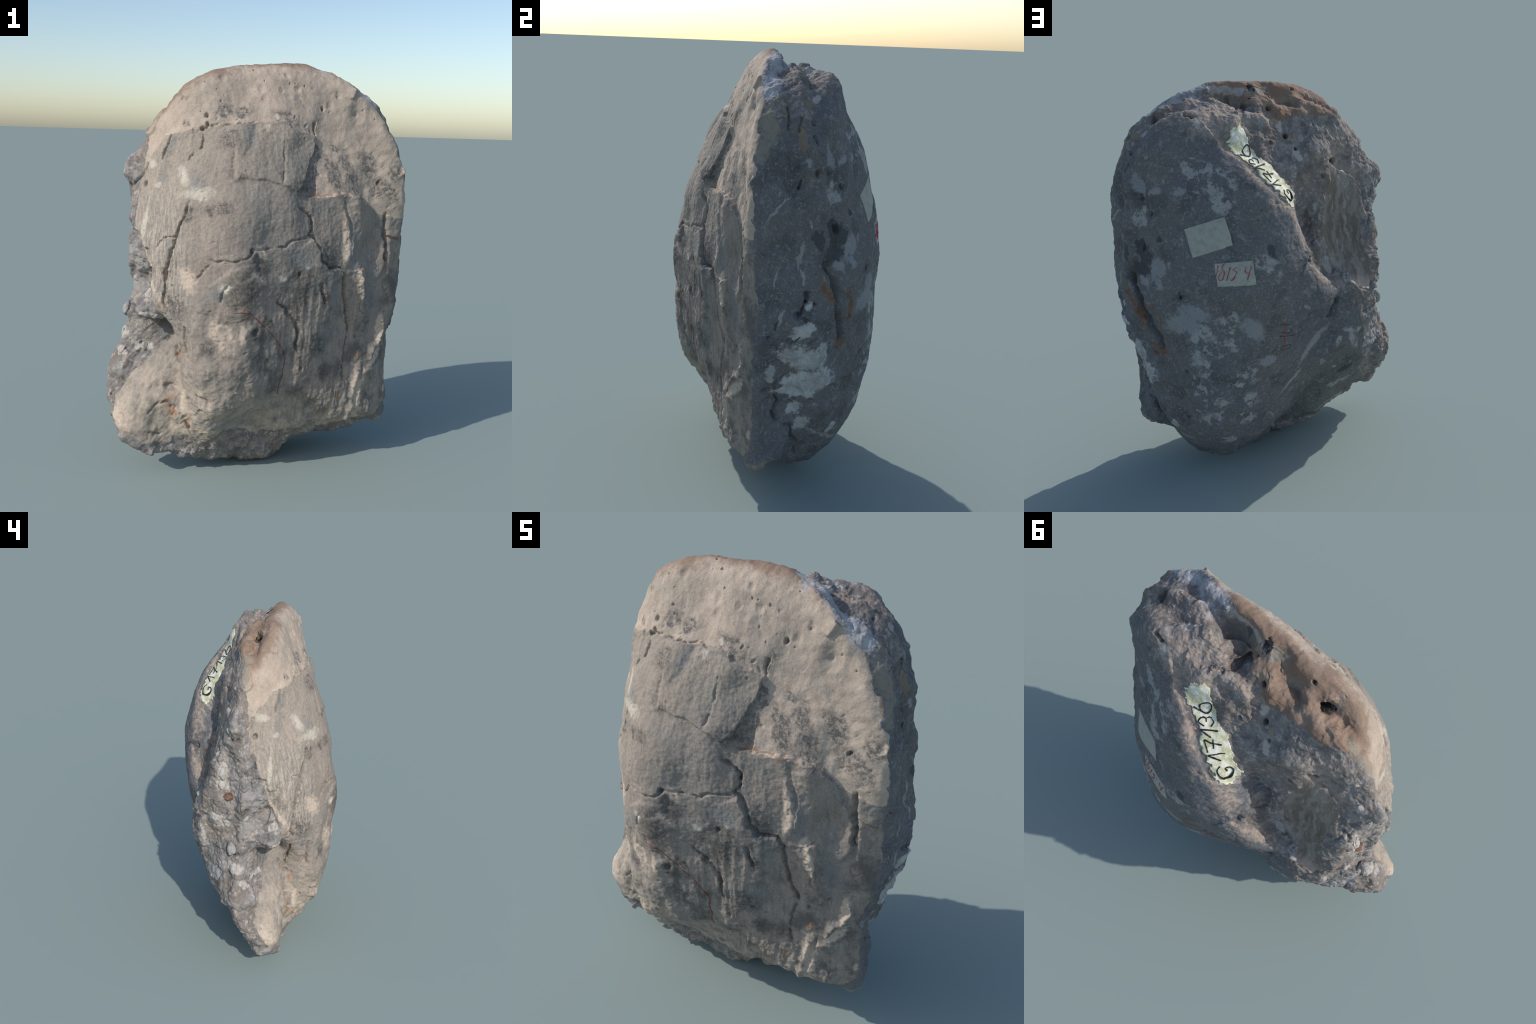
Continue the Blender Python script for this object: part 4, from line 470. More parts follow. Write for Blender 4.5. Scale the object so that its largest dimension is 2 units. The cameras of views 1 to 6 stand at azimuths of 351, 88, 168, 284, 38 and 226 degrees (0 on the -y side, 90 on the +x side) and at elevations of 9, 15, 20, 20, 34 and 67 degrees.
w_base = w_front * smooth(-BASE[:, 2] - 0.35 * BASE[:, 0], -0.75, -0.45)                # crumpled foot of the shell, lower left
w_right = w_back * smooth(BASE[:, 0], 0.45, 0.62)

def frame_of(points):
    """Centre, two axes and outward normal of a roughly flat loop of points."""
    p = np.asarray(points, float)
    c = p.mean(0)
    n = np.cross(p - c, np.roll(p, -1, 0) - c).sum(0)
    n /= np.linalg.norm(n)
    if n @ (c - np.array([0, HEART_Y, c[2]])) < 0:
        n = -n
    u = p[1] - p[0] if len(p) == 4 else p[len(p) // 2] - p[0]
    u -= n * (u @ n)
    u /= np.linalg.norm(u)
    return c, u, np.cross(n, u), n


# ------------------------------------------------------------------ relief
H = np.zeros(len(BASE))


def add(weight, amount, noise):
    """noise(points) is evaluated only where the weight is above nothing."""
    m = weight > 0.01
    H[m] += weight[m] * amount * noise(BASE[m])


bearing = np.arctan2((BASE[:, 1] + 0.02) / 0.42, BASE[:, 0] / 0.68)
GRAIN = np.stack([bearing * 0.55, BASE[:, 2] * 0.075 + 0.02 * np.sin(BASE[:, 0] * 6), BASE[:, 1] * 0.05], 1).astype(np.float32)


def along(weight, amount, freq, octaves, seed, ridged=False):
    m = weight > 0.01
    H[m] += weight[m] * amount * fbm(GRAIN[m], freq, octaves, seed=seed, ridged=ridged)


w_sheet = w_shell * smooth(-BASE[:, 0], 0.25, 0.42) * smooth(BASE[:, 2], 0.75, 0.9)
add(w_cap, 0.009, lambda p: fbm(p, 7, 3, seed=11))
add(w_cap, 0.0022, lambda p: fbm(p, 30, 3, seed=15))
add(w_brow, 0.008, lambda p: facets(p + 0.02 * perlin(p, 14, 13)[:, None], 10, 12))
add(w_brow, 0.018, lambda p: fbm(p, 11, 3, seed=12))
add(w_shell, 0.008, lambda p: fbm(p, 6, 3, seed=21))
along(w_shell, 0.0028, 6, 2, 23)
along(w_shell, 0.0008, 60, 2, 26)
along(w_sheet, 0.003, 30, 3, 27, True)
add(w_shell, 0.0022, lambda p: fbm(p, 60, 2, seed=29))
w_flaky = w_shell * smooth(-BASE[:, 2], -1.05, -0.85) * smooth(BASE[:, 0], -0.12, 0.02) * smooth(-BASE[:, 0], -0.5, -0.35)
along(w_flaky, 0.006, 20, 3, 33, True)
add(w_base, 0.007, lambda p: fbm(p, 9, 4, seed=31, ridged=True))
add(w_base, 0.003, lambda p: fbm(p, 30, 2, seed=36))
add(w_back, 0.012, lambda p: fbm(p, 4.5, 4, seed=41))
add(w_back, 0.0022, lambda p: fbm(p, 50, 2, seed=46))
add(w_right, 0.012, lambda p: fbm(p, 13, 3, seed=48))
add(w_crown, 0.010, lambda p: fbm(p, 9, 3, seed=51))
add(w_crown, 0.005, lambda p: fbm(p, 33, 3, gain=0.65, seed=55))
add(w_break, 0.010, lambda p: fbm(p, 7, 3, seed=61))
add(w_break, 0.016, lambda p: facets(p + 0.012 * perlin(p, 20, 6)[:, None], 6, 3))
add(w_break, 0.006, lambda p: facets(p + 0.006 * perlin(p, 40, 7)[:, None], 16, 4))
add(w_break, 0.003, lambda p: fbm(p, 24, 4, gain=0.6, seed=65))
add(w_crown, 0.013, lambda p: facets(p + 0.012 * perlin(p, 20, 8)[:, None], 6.5, 5))
add(w_right * smooth(-BASE[:, 2], -1.0, -0.7), 0.010, lambda p: facets(p + 0.012 * perlin(p, 20, 9)[:, None], 9, 6))
m = w_break > 0.02
f1, f2 = cells(BASE[m] + 0.01 * perlin(BASE[m], 30, 5)[:, None], 17, 2)
H[m] += w_break[m] * 0.005 * (smooth(f2 - f1, 0.0, 0.3) - 0.6)
add(w_break, 0.0025, lambda p: fbm(p, 60, 2, seed=68))
w_under = (1 - w_front) * smooth(-BASE[:, 2], -0.3, -0.12) * smooth(BASE[:, 0], -0.72, -0.45)
add(w_under, 0.010, lambda p: facets(p + 0.012 * perlin(p, 20, 9)[:, None], 8, 7))
add(w_under, 0.003, lambda p: fbm(p, 25, 3, gain=0.6, seed=71))
for w, s in ((w_cap, 81), (w_crown, 83), (w_back, 85), (w_shell, 87)):                  # weathered-out pores
    add(w, -0.006, lambda p: smooth(perlin(p, 48, s), 0.46, 0.66) * smooth(perlin(p, 6, s + 1), 0.0, 0.4))

# the crumpled swelling low on the left of the shell, and its torn foot
w_swell = w_shell * np.exp(-((BASE[:, 0] + 0.22) / 0.30) ** 2 - ((BASE[:, 2] - 0.62) / 0.30) ** 2)
w_crumple = np.clip(np.maximum(w_swell * 0.9, w_base * 0.8), 0, 1) * smooth(BASE[:, 0], -0.66, -0.48)
add(w_crumple, 0.013, lambda p: facets(p * (1, 1, 0.7) + 0.03 * perlin(p, 9, 10)[:, None], 6, 8))
add(w_crumple, 0.012, lambda p: fbm(p * (1, 1, 0.7), 7, 2, seed=38))
add(w_crumple, 0.004, lambda p: facets(p * (1, 1, 0.6) + 0.012 * perlin(p, 26, 11)[:, None], 17, 9))
add(w_crumple, 0.005, lambda p: fbm(p * (1, 1, 0.5), 20, 3, seed=37))


# smooth things let into the rock: the shell fragment, the paint and the papers lie on flatter ground
def patch_weight(poly, soft, reach=0.12):
    """1 well inside the loop of points, falling to 0 at its edge."""
    c, u, v, n = frame_of(poly)
    w = np.zeros(len(BASE))
    m = np.where(np.linalg.norm(BASE - c, axis=1) < np.linalg.norm(np.asarray(poly) - c, axis=1).max() + 0.05)[0]
    flat = lambda q: np.stack([(q - c) @ u, (q - c) @ v, 0 * (q @ n)], 1)
    q, loop = flat(BASE[m]), flat(np.asarray(poly))
    inner = inside_polygon(q[:, :2], loop[:, :2]) & (np.abs((BASE[m] - c) @ n) < reach)
    d = to_path(q, np.concatenate([loop, loop[:1]]))[0]
    w[m] = np.where(inner, smooth(d, -soft, soft), np.where(np.abs((BASE[m] - c) @ n) < reach, smooth(-d, -soft, soft), 0))
    return w


w_nacre = patch_weight(SHELL_FRAGMENT, 0.012)
H *= (1 - 0.9 * w_nacre) * (1 - 0.85 * patch_weight(NUMBER_PATCH, 0.02)) * (1 - 0.7 * patch_weight(PAPER_PLAIN, 0.02)) * (1 - 0.7 * patch_weight(PAPER_NUMBERED, 0.02))
add(w_nacre, 0.003, lambda p: fbm(p * (1, 1, 0.25), 22, 3, seed=111))
add(w_nacre, 0.007, lambda p: facets(p * (1, 1, 0.5) + 0.012 * perlin(p, 20, 12)[:, None], 6, 11))
H -= 0.004 * w_nacre                                       # the fragment lies a little below the broken rock round it

ragged = np.stack([perlin(BASE, 26, k) * 0.008 + perlin(BASE, 70, k + 3) * 0.004 for k in (91, 92, 93)], 1)
for name, (kind, a, b, path) in RELIEF.items():
    path = np.array(path)
    far = 4 * b if kind == "cliff" else 4 * a
    m = np.where(((BASE > path.min(0) - far - 0.02) & (BASE < path.max(0) + far + 0.02)).all(1))[0]
    if not len(m):
        continue
    d, off, tang, t = to_path(BASE[m] + ragged[m] * (1.0 if kind != "ridge" else 1.6), path)
    fade = smooth(t, 0, 0.06) * smooth(1 - t, 0, 0.06)
    if kind == "cliff":                                    # a = height of the left side, b = how far the raised plate reaches back
        left = (np.cross(NORMAL[m], tang) * off).sum(1)
        if name == "upper_plate_edge":                     # flush on the left, standing proud toward the gap on the right
            fade = smooth(1 - t, 0.02, 0.5) * smooth(t, 0, 0.04)
        end = (np.abs((off * tang).sum(1)) > 0.4 * d) & ((t < 1e-4) | (t > 1 - 1e-4))        # beyond the ends of the line
        H[m] += np.where(end, 0, fade * a * smooth(left, -0.005, 0.006) * np.exp(-(d / b) ** 2))
    elif kind == "crack":                                  # a = half width, b = depth
        w = a * (0.75 + 0.9 * perlin(BASE[m], 16, 97))
        H[m] -= (0.25 + 0.75 * fade) * b * np.exp(-(d / np.maximum(w, 0.0045)) ** 2) * (d < far)
    else:                                                  # ridge: a = half width, b = height (negative: a hollow)
        H[m] += b * np.exp(-(d / a) ** 2)
for name, (r, depth, spots) in PITS.items():
    for k, c in enumerate(spots):
        m = np.where((np.abs(BASE - c) < 4 * r).all(1))[0]
        rr = r * (0.8 + 0.4 * ((k * 0.618) % 1))
        d = np.linalg.norm((BASE[m] - c + ragged[m] * 0.5) * (1, 1, 0.8), axis=1)
        H[m] -= depth * (1 - smooth(d, 0.3 * rr, 1.25 * rr))

BODY = BASE + NORMAL * H[:, None]
BODY[:, 2] = np.clip(BODY[:, 2], 0.0, 2.0)
BODY_N = normals_of(BODY)


# ------------------------------------------------------------------ materials
class Nodes:
    def __init__(self, name, rough=0.85, spec=0.25):
        self.mat = bpy.data.materials.new(name)
        self.mat.use_nodes = True
        self.t = self.mat.node_tree
        self.bsdf = self.t.nodes["Principled BSDF"]
        self.bsdf.inputs["Roughness"].default_value = rough
        self.bsdf.inputs["Specular IOR Level"].default_value = spec
        self.pos = self.new("ShaderNodeTexCoord").outputs["Object"]

    def new(self, kind, **props):
        n = self.t.nodes.new(kind)
        for k, v in props.items():
            setattr(n, k, v)
        return n

    def put(self, node, slot, value):
        if hasattr(value, "links"):
            self.t.links.new(value, node.inputs[slot])
        else:
            node.inputs[slot].default_value = value

    def math(self, op, a, b=0.0, clamp=False):
        n = self.new("ShaderNodeMath", operation=op, use_clamp=clamp)
        self.put(n, 0, a)
        self.put(n, 1, b)
        return n.outputs[0]

    def map(self, vec=None, loc=(0, 0, 0), rot=(0, 0, 0), scale=(1, 1, 1), kind="POINT"):
        n = self.new("ShaderNodeMapping", vector_type=kind)
        self.put(n, 0, vec or self.pos)
        n.inputs["Location"].default_value, n.inputs["Rotation"].default_value, n.inputs["Scale"].default_value = loc, rot, scale
        return n.outputs[0]

    def noise(self, scale, detail=3, rough=0.55, vec=None, distort=0.0, colour=False):
        n = self.new("ShaderNodeTexNoise")
        self.put(n, "Vector", vec or self.pos)
        n.inputs["Scale"].default_value, n.inputs["Detail"].default_value = scale, detail
        n.inputs["Roughness"].default_value, n.inputs["Distortion"].default_value = rough, distort
        return n.outputs["Color" if colour else "Fac"]

    def cell(self, scale, vec=None, feature="F1"):
        n = self.new("ShaderNodeTexVoronoi", feature=feature)
        self.put(n, "Vector", vec or self.pos)
        n.inputs["Scale"].default_value = scale
        return n.outputs["Distance"]

    def ramp(self, x, lo, hi, to0=0.0, to1=1.0):
        n = self.new("ShaderNodeMapRange", interpolation_type="SMOOTHSTEP")
        self.put(n, "Value", x)
        for k, v in zip(("From Min", "From Max", "To Min", "To Max"), (lo, hi, to0, to1)):
            n.inputs[k].default_value = v
        return n.outputs[0]

    def mix(self, fac, a, b, how="MIX"):
        n = self.new("ShaderNodeMix", data_type="RGBA", blend_type=how)
        self.put(n, 0, fac)
        for slot, c in ((6, a), (7, b)):
            self.put(n, slot, c if hasattr(c, "links") else (*c, 1.0))
        return n.outputs[2]

    def warped(self, amount, scale):
        n = self.new("ShaderNodeVectorMath", operation="MULTIPLY_ADD")
        self.put(n, 0, self.noise(scale, 3, 0.6, colour=True))
        n.inputs[1].default_value = (amount * 2,) * 3
        m = self.new("ShaderNodeVectorMath", operation="ADD")
        self.t.links.new(self.pos, n.inputs[2])
        self.put(m, 0, n.outputs[0])
        m.inputs[1].default_value = (-amount,) * 3
        return m.outputs[0]

    def spots(self, group, vec, ragged=None, k=0.8, soft=0.12, grow=1.0):
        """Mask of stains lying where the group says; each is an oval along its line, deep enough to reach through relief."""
        best = None
        for x0, y0, z0, x1, y1, z1, w in PATCHES[group]:
            a, b = Vector((x0, y0, z0)), Vector((x1, y1, z1))
            mid = (a + b) / 2
            i = ((BASE - np.array(mid)) ** 2).sum(1).argmin()
            n = Vector(NORMAL[i])
            t = b - a
            t = t - n * t.dot(n)
            t = t.normalized() if t.length > 1e-4 else n.orthogonal().normalized()
            mid = Vector(BODY[i]) if (b - a).length < 0.05 else mid + n * float(H[i])
            q = self.new("ShaderNodeVectorMath", operation="SUBTRACT")
            self.put(q, 0, vec)
            q.inputs[1].default_value = mid
            long, wide, deep = (b - a).length / 2 + w * grow, w * grow, max(w, 0.045)
            if long < wide * 1.25:          # (nodes are made in the order in which they feed each other: the shader then needs little memory)
                l = self.new("ShaderNodeVectorMath", operation="LENGTH")
                self.put(l, 0, q.outputs[0])
                d = self.math("MULTIPLY", l.outputs["Value"], 2 / (long + wide))
            else:
                dots = []
                for axis, size in ((t, long), (n.cross(t), wide), (n, deep)):
                    dot = self.new("ShaderNodeVectorMath", operation="DOT_PRODUCT")
                    self.put(dot, 0, q.outputs[0])
                    dot.inputs[1].default_value = axis / size
                    dots.append(dot.outputs["Value"])
                part = self.new("ShaderNodeCombineXYZ")
                for k in range(3):
                    self.put(part, k, dots[k])
                l = self.new("ShaderNodeVectorMath", operation="LENGTH")
                self.put(l, 0, part.outputs[0])
                d = l.outputs["Value"]
            best = d if best is None else self.math("MINIMUM", best, d)
        if ragged is not None:
            best = self.math("ADD", best, self.math("MULTIPLY", self.math("SUBTRACT", ragged, 0.5), k))
        return self.ramp(best, 1 + soft, 1 - soft)

    def finish(self, colour, bumps=()):
        self.put(self.bsdf, "Base Color", colour)
        last = None
        for height, strength, dist in bumps:
            n = self.new("ShaderNodeBump")
            n.inputs["Strength"].default_value, n.inputs["Distance"].default_value = strength, dist
            self.put(n, "Height", height)
            if last:
                self.put(n, "Normal", last)
            last = n.outputs[0]
        if last:
            self.put(self.bsdf, "Normal", last)
        return self.mat


def rgb(r, g, b):
    """sRGB 0-255 to linear."""
    return tuple(((c / 255 + 0.055) / 1.055) ** 2.4 if c > 10 else c / 255 / 12.92 for c in (r, g, b))


def shell_material(name, cap):
    n = Nodes(name, 0.88, 0.2)
    warp = n.warped(0.02, 22)
    rag = n.noise(38, 4, 0.65)
    big, mid, fine = n.noise(3.2, 3), n.noise(17, 5, 0.62), n.noise(120, 3, 0.6)
    grain = n.map(None, (0, 0, 0), (0, 0.06, 0), (26, 10, 3.2))
    streak = n.noise(2.2, 5, 0.62, grain, 0.6)
    if cap:
        c = n.mix(n.ramp(mid, 0.35, 0.68), COL["cap"], COL["cap_light"])
        c = n.mix(n.math("MULTIPLY", n.ramp(big, 0.45, 0.65), 0.6), c, COL["cap_grey"])
        c = n.mix(n.math("MULTIPLY", n.ramp(n.noise(48, 4, 0.7), 0.58, 0.72), 0.55), c, COL["cap_pink"])
    else:
        c = n.mix(n.ramp(big, 0.38, 0.62), COL["shell"], COL["shell_cool"])
        c = n.mix(n.math("MULTIPLY", n.ramp(streak, 0.45, 0.66), 0.55), c, COL["shell_light"])
        c = n.mix(n.math("MULTIPLY", n.ramp(n.noise(3.1, 5, 0.65, grain, 0.4), 0.55, 0.7), 0.6), c, COL["shell_dark"])
        c = n.mix(n.math("MULTIPLY", n.ramp(mid, 0.55, 0.72), 0.55), c, COL["shell_pink"])
        low = n.new("ShaderNodeSeparateXYZ")
        n.put(low, 0, n.pos)
        lower = n.math("MULTIPLY", n.ramp(low.outputs[2], 1.25, 0.95), n.ramp(low.outputs[0], -0.35, -0.1))
        c = n.mix(n.math("MULTIPLY", n.math("MULTIPLY", lower, n.ramp(n.noise(6.5, 6, 0.7), 0.46, 0.62)), 0.7), c, COL["shell_stain"])  # lower right of the shell mottled darker
        c = n.mix(n.math("MULTIPLY", n.ramp(n.noise(9, 6, 0.72, n.map(None, (4, 8, 2))), 0.54, 0.66), 0.5), c, COL["shell_dark"])
        # pale foot of the shell and the laminated left flank
        sep = n.new("ShaderNodeSeparateXYZ")
        n.put(sep, 0, n.pos)
        foot = n.ramp(n.math("ADD", n.math("ADD", sep.outputs[2], n.math("MULTIPLY", sep.outputs[0], 0.3)), n.math("MULTIPLY", rag, 0.25)), 0.66, 0.38)
        c = n.mix(n.math("MULTIPLY", foot, n.ramp(mid, 0.3, 0.6)), c, COL["foot"])
        flank = n.math("MULTIPLY", n.ramp(sep.outputs[0], -0.32, -0.45), n.ramp(sep.outputs[2], 0.75, 0.9))
        c = n.mix(n.math("MULTIPLY", flank, n.ramp(n.noise(4.5, 4, 0.65, grain), 0.42, 0.6)), c, COL["flank_light"])
        c = n.mix(n.math("MULTIPLY", flank, n.ramp(n.noise(5.5, 4, 0.65, grain), 0.56, 0.68, 0, 0.8)), c, COL["flank_grey"])
    where = n.new("ShaderNodeSeparateXYZ")
    n.put(where, 0, n.pos)
    if cap:                                                 # iron-brown weathering behind the crest
        rear = n.math("ADD", where.outputs[1], n.math("MULTIPLY", rag, 0.10))
        c = n.mix(n.math("MULTIPLY", n.math("MULTIPLY", n.ramp(rear, -0.06, 0.02), n.ramp(where.outputs[2], 1.60, 1.75)), n.ramp(n.noise(8, 4), 0.25, 0.6, 0.5, 0.9)), c, COL["brown"])
    else:                                                   # the crown's pale sediment still films the upper plates
        film = n.ramp(n.math("ADD", n.math("ADD", where.outputs[2], n.math("MULTIPLY", where.outputs[0], -0.45)), n.math("MULTIPLY", rag, 0.5)), 1.45, 2.05)
        c = n.mix(n.math("MULTIPLY", film, 0.75), c, COL["cap_grey"])
    c = n.mix(n.math("MULTIPLY", n.spots("bluegrey", warp, rag, 2.5, 0.6, 1.2), 0.6), c, COL["bluegrey"])
    c = n.mix(n.math("MULTIPLY", n.spots("cream", warp, rag, 2.2, 0.4), 0.8), c, COL["cream"])
    blot = n.noise(19, 9, 0.78)
    gran = n.ramp(n.noise(46, 7, 0.8), 0.44, 0.56, 0.2, 0.9)
    speck = n.noise(75, 4, 0.7)
    c = n.mix(n.math("MULTIPLY", n.spots("cap_grey", warp, blot, 6.0, 0.35, 1.3), gran), c, COL["dark_grey"])
    if not cap:
        c = n.mix(n.math("MULTIPLY", n.spots("shell_dark", warp, blot, 6.5, 0.45, 1.5), gran), c, COL["shell_stain"])  # includes dark patches laid over the slots and the recess
    c = n.mix(n.math("MULTIPLY", n.spots("white", warp, blot, 7.0, 0.5, 1.2), 0.6), c, COL["white"])
    c = n.mix(n.math("MULTIPLY", n.spots("brown", warp, rag, 2.2, 0.6, 1.15), 0.8), c, COL["brown"])
    if cap:
        c = n.mix(n.math("MULTIPLY", n.spots("cavity_green", warp, rag, 1.0, 0.25), 0.8), c, COL["cavity"])
        c = n.mix(n.spots("dark_chip", warp, rag, 0.6, 0.1), c, COL["chip"])
        c = n.mix(n.math("MULTIPLY", n.spots("bluewhite", warp, rag, 1.0, 0.3), 0.7), c, COL["bluewhite"])
    c = n.mix(n.math("MULTIPLY", n.spots("rusty", warp, speck, 2.0, 0.35), 0.6), c, COL["rusty"])
    # dark flecks, pale dust
    c = n.mix(n.math("MULTIPLY", n.ramp(n.noise(95, 3, 0.75), 0.60, 0.70), 0.32 if cap else 0.6), c, COL["fleck"])
    c = n.mix(n.math("MULTIPLY", n.ramp(n.noise(28, 8, 0.8, n.map(None, (1, 6, 2))), 0.54, 0.66), 0.25 if cap else 0.5), c, COL["fleck"])
    c = n.mix(n.math("MULTIPLY", n.ramp(n.noise(60, 4, 0.7, n.map(None, (3, 1, 2))), 0.60, 0.72), 0.30), c, COL["dust"])
    c = n.mix(n.math("MULTIPLY", n.ramp(fine, 0.3, 0.7), 0.32), c, n.mix(0.5, c, (0.02, 0.02, 0.02)))
    return n.finish(c, [(mid, 0.25, 0.006), (streak if not cap else rag, 0.10, 0.006), (fine, 0.5, 0.003)])


def rock_material(name, rough):
    n = Nodes(name, 0.9, 0.2)
    warp = n.warped(0.02, 24)
    rag = n.noise(34, 5, 0.68)
    speck = n.noise(85, 4, 0.7)
    big, mid, fine = n.noise(2.6, 4), n.noise(14, 5, 0.65), n.noise(150, 3, 0.65)
    if rough:
        c = n.mix(n.ramp(mid, 0.36, 0.66), COL["break_dark"], COL["break"])
        c = n.mix(n.math("MULTIPLY", n.ramp(n.noise(4.5, 4, 0.6), 0.46, 0.6), 0.6), c, COL["break_brown"])
        c = n.mix(n.math("MULTIPLY", n.ramp(n.noise(30, 6, 0.75), 0.52, 0.64), 0.8), c, COL["break_light"])
        c = n.mix(n.math("MULTIPLY", n.ramp(n.noise(65, 4, 0.75), 0.56, 0.66), 0.5), c, COL["break_dark"])
        c = n.mix(n.math("MULTIPLY", n.ramp(n.noise(21, 4, 0.65, n.map(None, (5, 2, 1))), 0.56, 0.68), 0.7), c, COL["break_warm"])
    else:
        c = n.mix(n.ramp(big, 0.38, 0.64), COL["rock"], COL["rock_blue"])
        c = n.mix(n.math("MULTIPLY", n.ramp(mid, 0.5, 0.7), 0.5), c, COL["rock_warm"])
        c = n.mix(n.math("MULTIPLY", n.ramp(n.noise(7, 4, 0.6, n.map(None, (7, 3, 1))), 0.50, 0.64), 0.55), c, COL["rock_dark"])
        c = n.mix(n.math("MULTIPLY", n.ramp(n.noise(24, 6, 0.75), 0.53, 0.66), 0.5), c, COL["rock_pale"])
        c = n.mix(n.math("MULTIPLY", n.ramp(speck, 0.54, 0.66), 0.6), c, COL["rock_pale"])
        c = n.mix(n.math("MULTIPLY", n.ramp(n.noise(130, 3, 0.8, n.map(None, (2, 9, 4))), 0.56, 0.64), 0.6), c, COL["rock_dark"])
    c = n.mix(n.math("MULTIPLY", n.spots("gritty_warm", warp, rag, 1.4, 0.4), n.ramp(n.noise(42, 4, 0.7), 0.40, 0.60, 0.15, 0.85)), c, COL["grit"])
    c = n.mix(n.math("MULTIPLY", n.spots("bluewhite", warp, rag, 1.0, 0.3), n.ramp(mid, 0.3, 0.6, 0.45, 0.95)), c, COL["bluewhite"])
    c = n.mix(n.math("MULTIPLY", n.spots("olive", warp, rag, 0.7, 0.12), 0.95), c, COL["olive"])
    c = n.mix(n.math("MULTIPLY", n.spots("cavity_green", warp, rag, 1.0, 0.25), 0.8), c, COL["cavity"])
    c = n.mix(n.math("MULTIPLY", n.spots("nodule", warp, rag, 0.5, 0.1), 0.85), c, COL["nodule"])
    c = n.mix(n.math("MULTIPLY", n.spots("speckle_patch", warp, n.noise(48, 5, 0.75), 5.0, 0.25), 0.65), c, COL["speckle"])
    if not rough:
        torn = n.ramp(n.noise(13, 10, 0.72), 0.47, 0.52)
        pale = n.math("MULTIPLY", n.math("MULTIPLY", n.spots("light_patch", warp, rag, 1.5, 0.25, 1.25), torn), n.ramp(n.noise(40, 6, 0.75), 0.36, 0.52, 0.35, 0.95))
        c = n.mix(pale, c, COL["patch"])
        c = n.mix(n.math("MULTIPLY", n.spots("chalk", warp, rag, 1.6, 0.2), 0.9), c, n.mix(n.ramp(mid, 0.4, 0.6), COL["chalk"], COL["patch"]))
        c = n.mix(n.math("MULTIPLY", n.spots("vein", warp, speck, 1.6, 0.25), 0.7), c, COL["patch"])
    else:
        c = n.mix(n.math("MULTIPLY", n.spots("light_patch", warp, rag, 1.5, 0.1), 0.8), c, COL["patch"])
    c = n.mix(n.math("MULTIPLY", n.spots("grey_boss", warp, rag, 1.2, 0.3), 0.7), c, COL["boss"])
    c = n.mix(n.math("MULTIPLY", n.spots("hollow_dark", warp, rag, 1.2, 0.4), 0.6), c, COL["hollow"])
    c = n.mix(n.math("MULTIPLY", n.spots("pale_spot", warp, rag, 0.9, 0.2), 0.9), c, COL["pale_spot"])
    c = n.mix(n.math("MULTIPLY", n.spots("rust", warp, n.noise(40, 5, 0.75), 4.0, 0.5, 0.75), 0.7), c, n.mix(n.ramp(rag, 0.4, 0.6), COL["rust"], COL["rust_pale"]))
    c = n.mix(n.math("MULTIPLY", n.ramp(n.noise(110, 3, 0.75), 0.60, 0.70), 0.6), c, COL["rock_fleck"])
    # small angular clasts in the mud
    clast = n.math("MULTIPLY", n.ramp(n.cell(16, warp), 0.17, 0.12), n.ramp(n.noise(5, 2), 0.48, 0.58))
    c = n.mix(n.math("MULTIPLY", clast, 0.6), c, COL["break_light" if rough else "rock_pale"])
    c = n.mix(n.math("MULTIPLY", n.ramp(fine, 0.3, 0.7), 0.25), c, n.mix(0.5, c, (0.02, 0.02, 0.02)))
    return n.finish(c, [(mid, 0.3, 0.008), (speck, 0.6 if rough else 0.4, 0.006), (fine, 0.6, 0.003)])


def plain_material(name, a, b, scale, rough=0.8, bump=0.3, spec=0.2, stretch=(1, 1, 1)):
    n = Nodes(name, rough, spec)
    v = n.map(None, scale=stretch)
    x = n.noise(scale, 5, 0.65, v)
    c = n.mix(n.ramp(x, 0.35, 0.65), a, b)
    return n.finish(c, [(x, bump, 0.004)])


def nacre_material():
    n = Nodes("embedded_shell", 0.42, 0.5)
    warp = n.warped(0.03, 12)
    g = n.map(warp, rot=(0, 0.12, 0), scale=(20, 20, 3))
    s = n.noise(1.6, 5, 0.6, g, 0.5)
    c = n.mix(n.ramp(s, 0.38, 0.62), COL["nacre_dark"], COL["nacre"])
    c = n.mix(n.math("MULTIPLY", n.ramp(n.noise(2.3, 4, 0.6, g), 0.56, 0.7), 0.6), c, COL["nacre_light"])
    sep = n.new("ShaderNodeSeparateXYZ")
    n.put(sep, 0, n.pos)
    c = n.mix(n.math("MULTIPLY", n.ramp(sep.outputs[2], 1.03, 0.92), 0.6), c, COL["nacre_pink"])
    rag = n.noise(30, 4, 0.6)
    c = n.mix(n.math("MULTIPLY", n.spots("nacre_pale", warp, rag, 0.9, 0.08), 0.9), c, COL["patch"])
    return n.finish(c, [(s, 0.35, 0.006), (n.noise(90, 3), 0.3, 0.003)])


SHELL, CAPMAT = shell_material("fossil_shell", False), shell_material("sediment_cap", True)
ROCK, BREAK = rock_material("dark_limestone", False), rock_material("broken_limestone", True)
NACRE = nacre_material()

# ------------------------------------------------------------------ objects
root = bpy.data.objects.new("fossil_rock", None)
root["label"] = "large fossil shell in a dark grey limestone block"
root["category"] = "fossil specimen"
root.empty_display_size = 0.2
bpy.context.scene.collection.objects.link(root)


def child(name, mesh, material, parent=root, **tags):
    mesh.materials.append(material)
    o = bpy.data.objects.new(name, mesh)
    bpy.context.scene.collection.objects.link(o)
    o.parent = parent
    for k, v in tags.items():
        o[k] = v
    return o


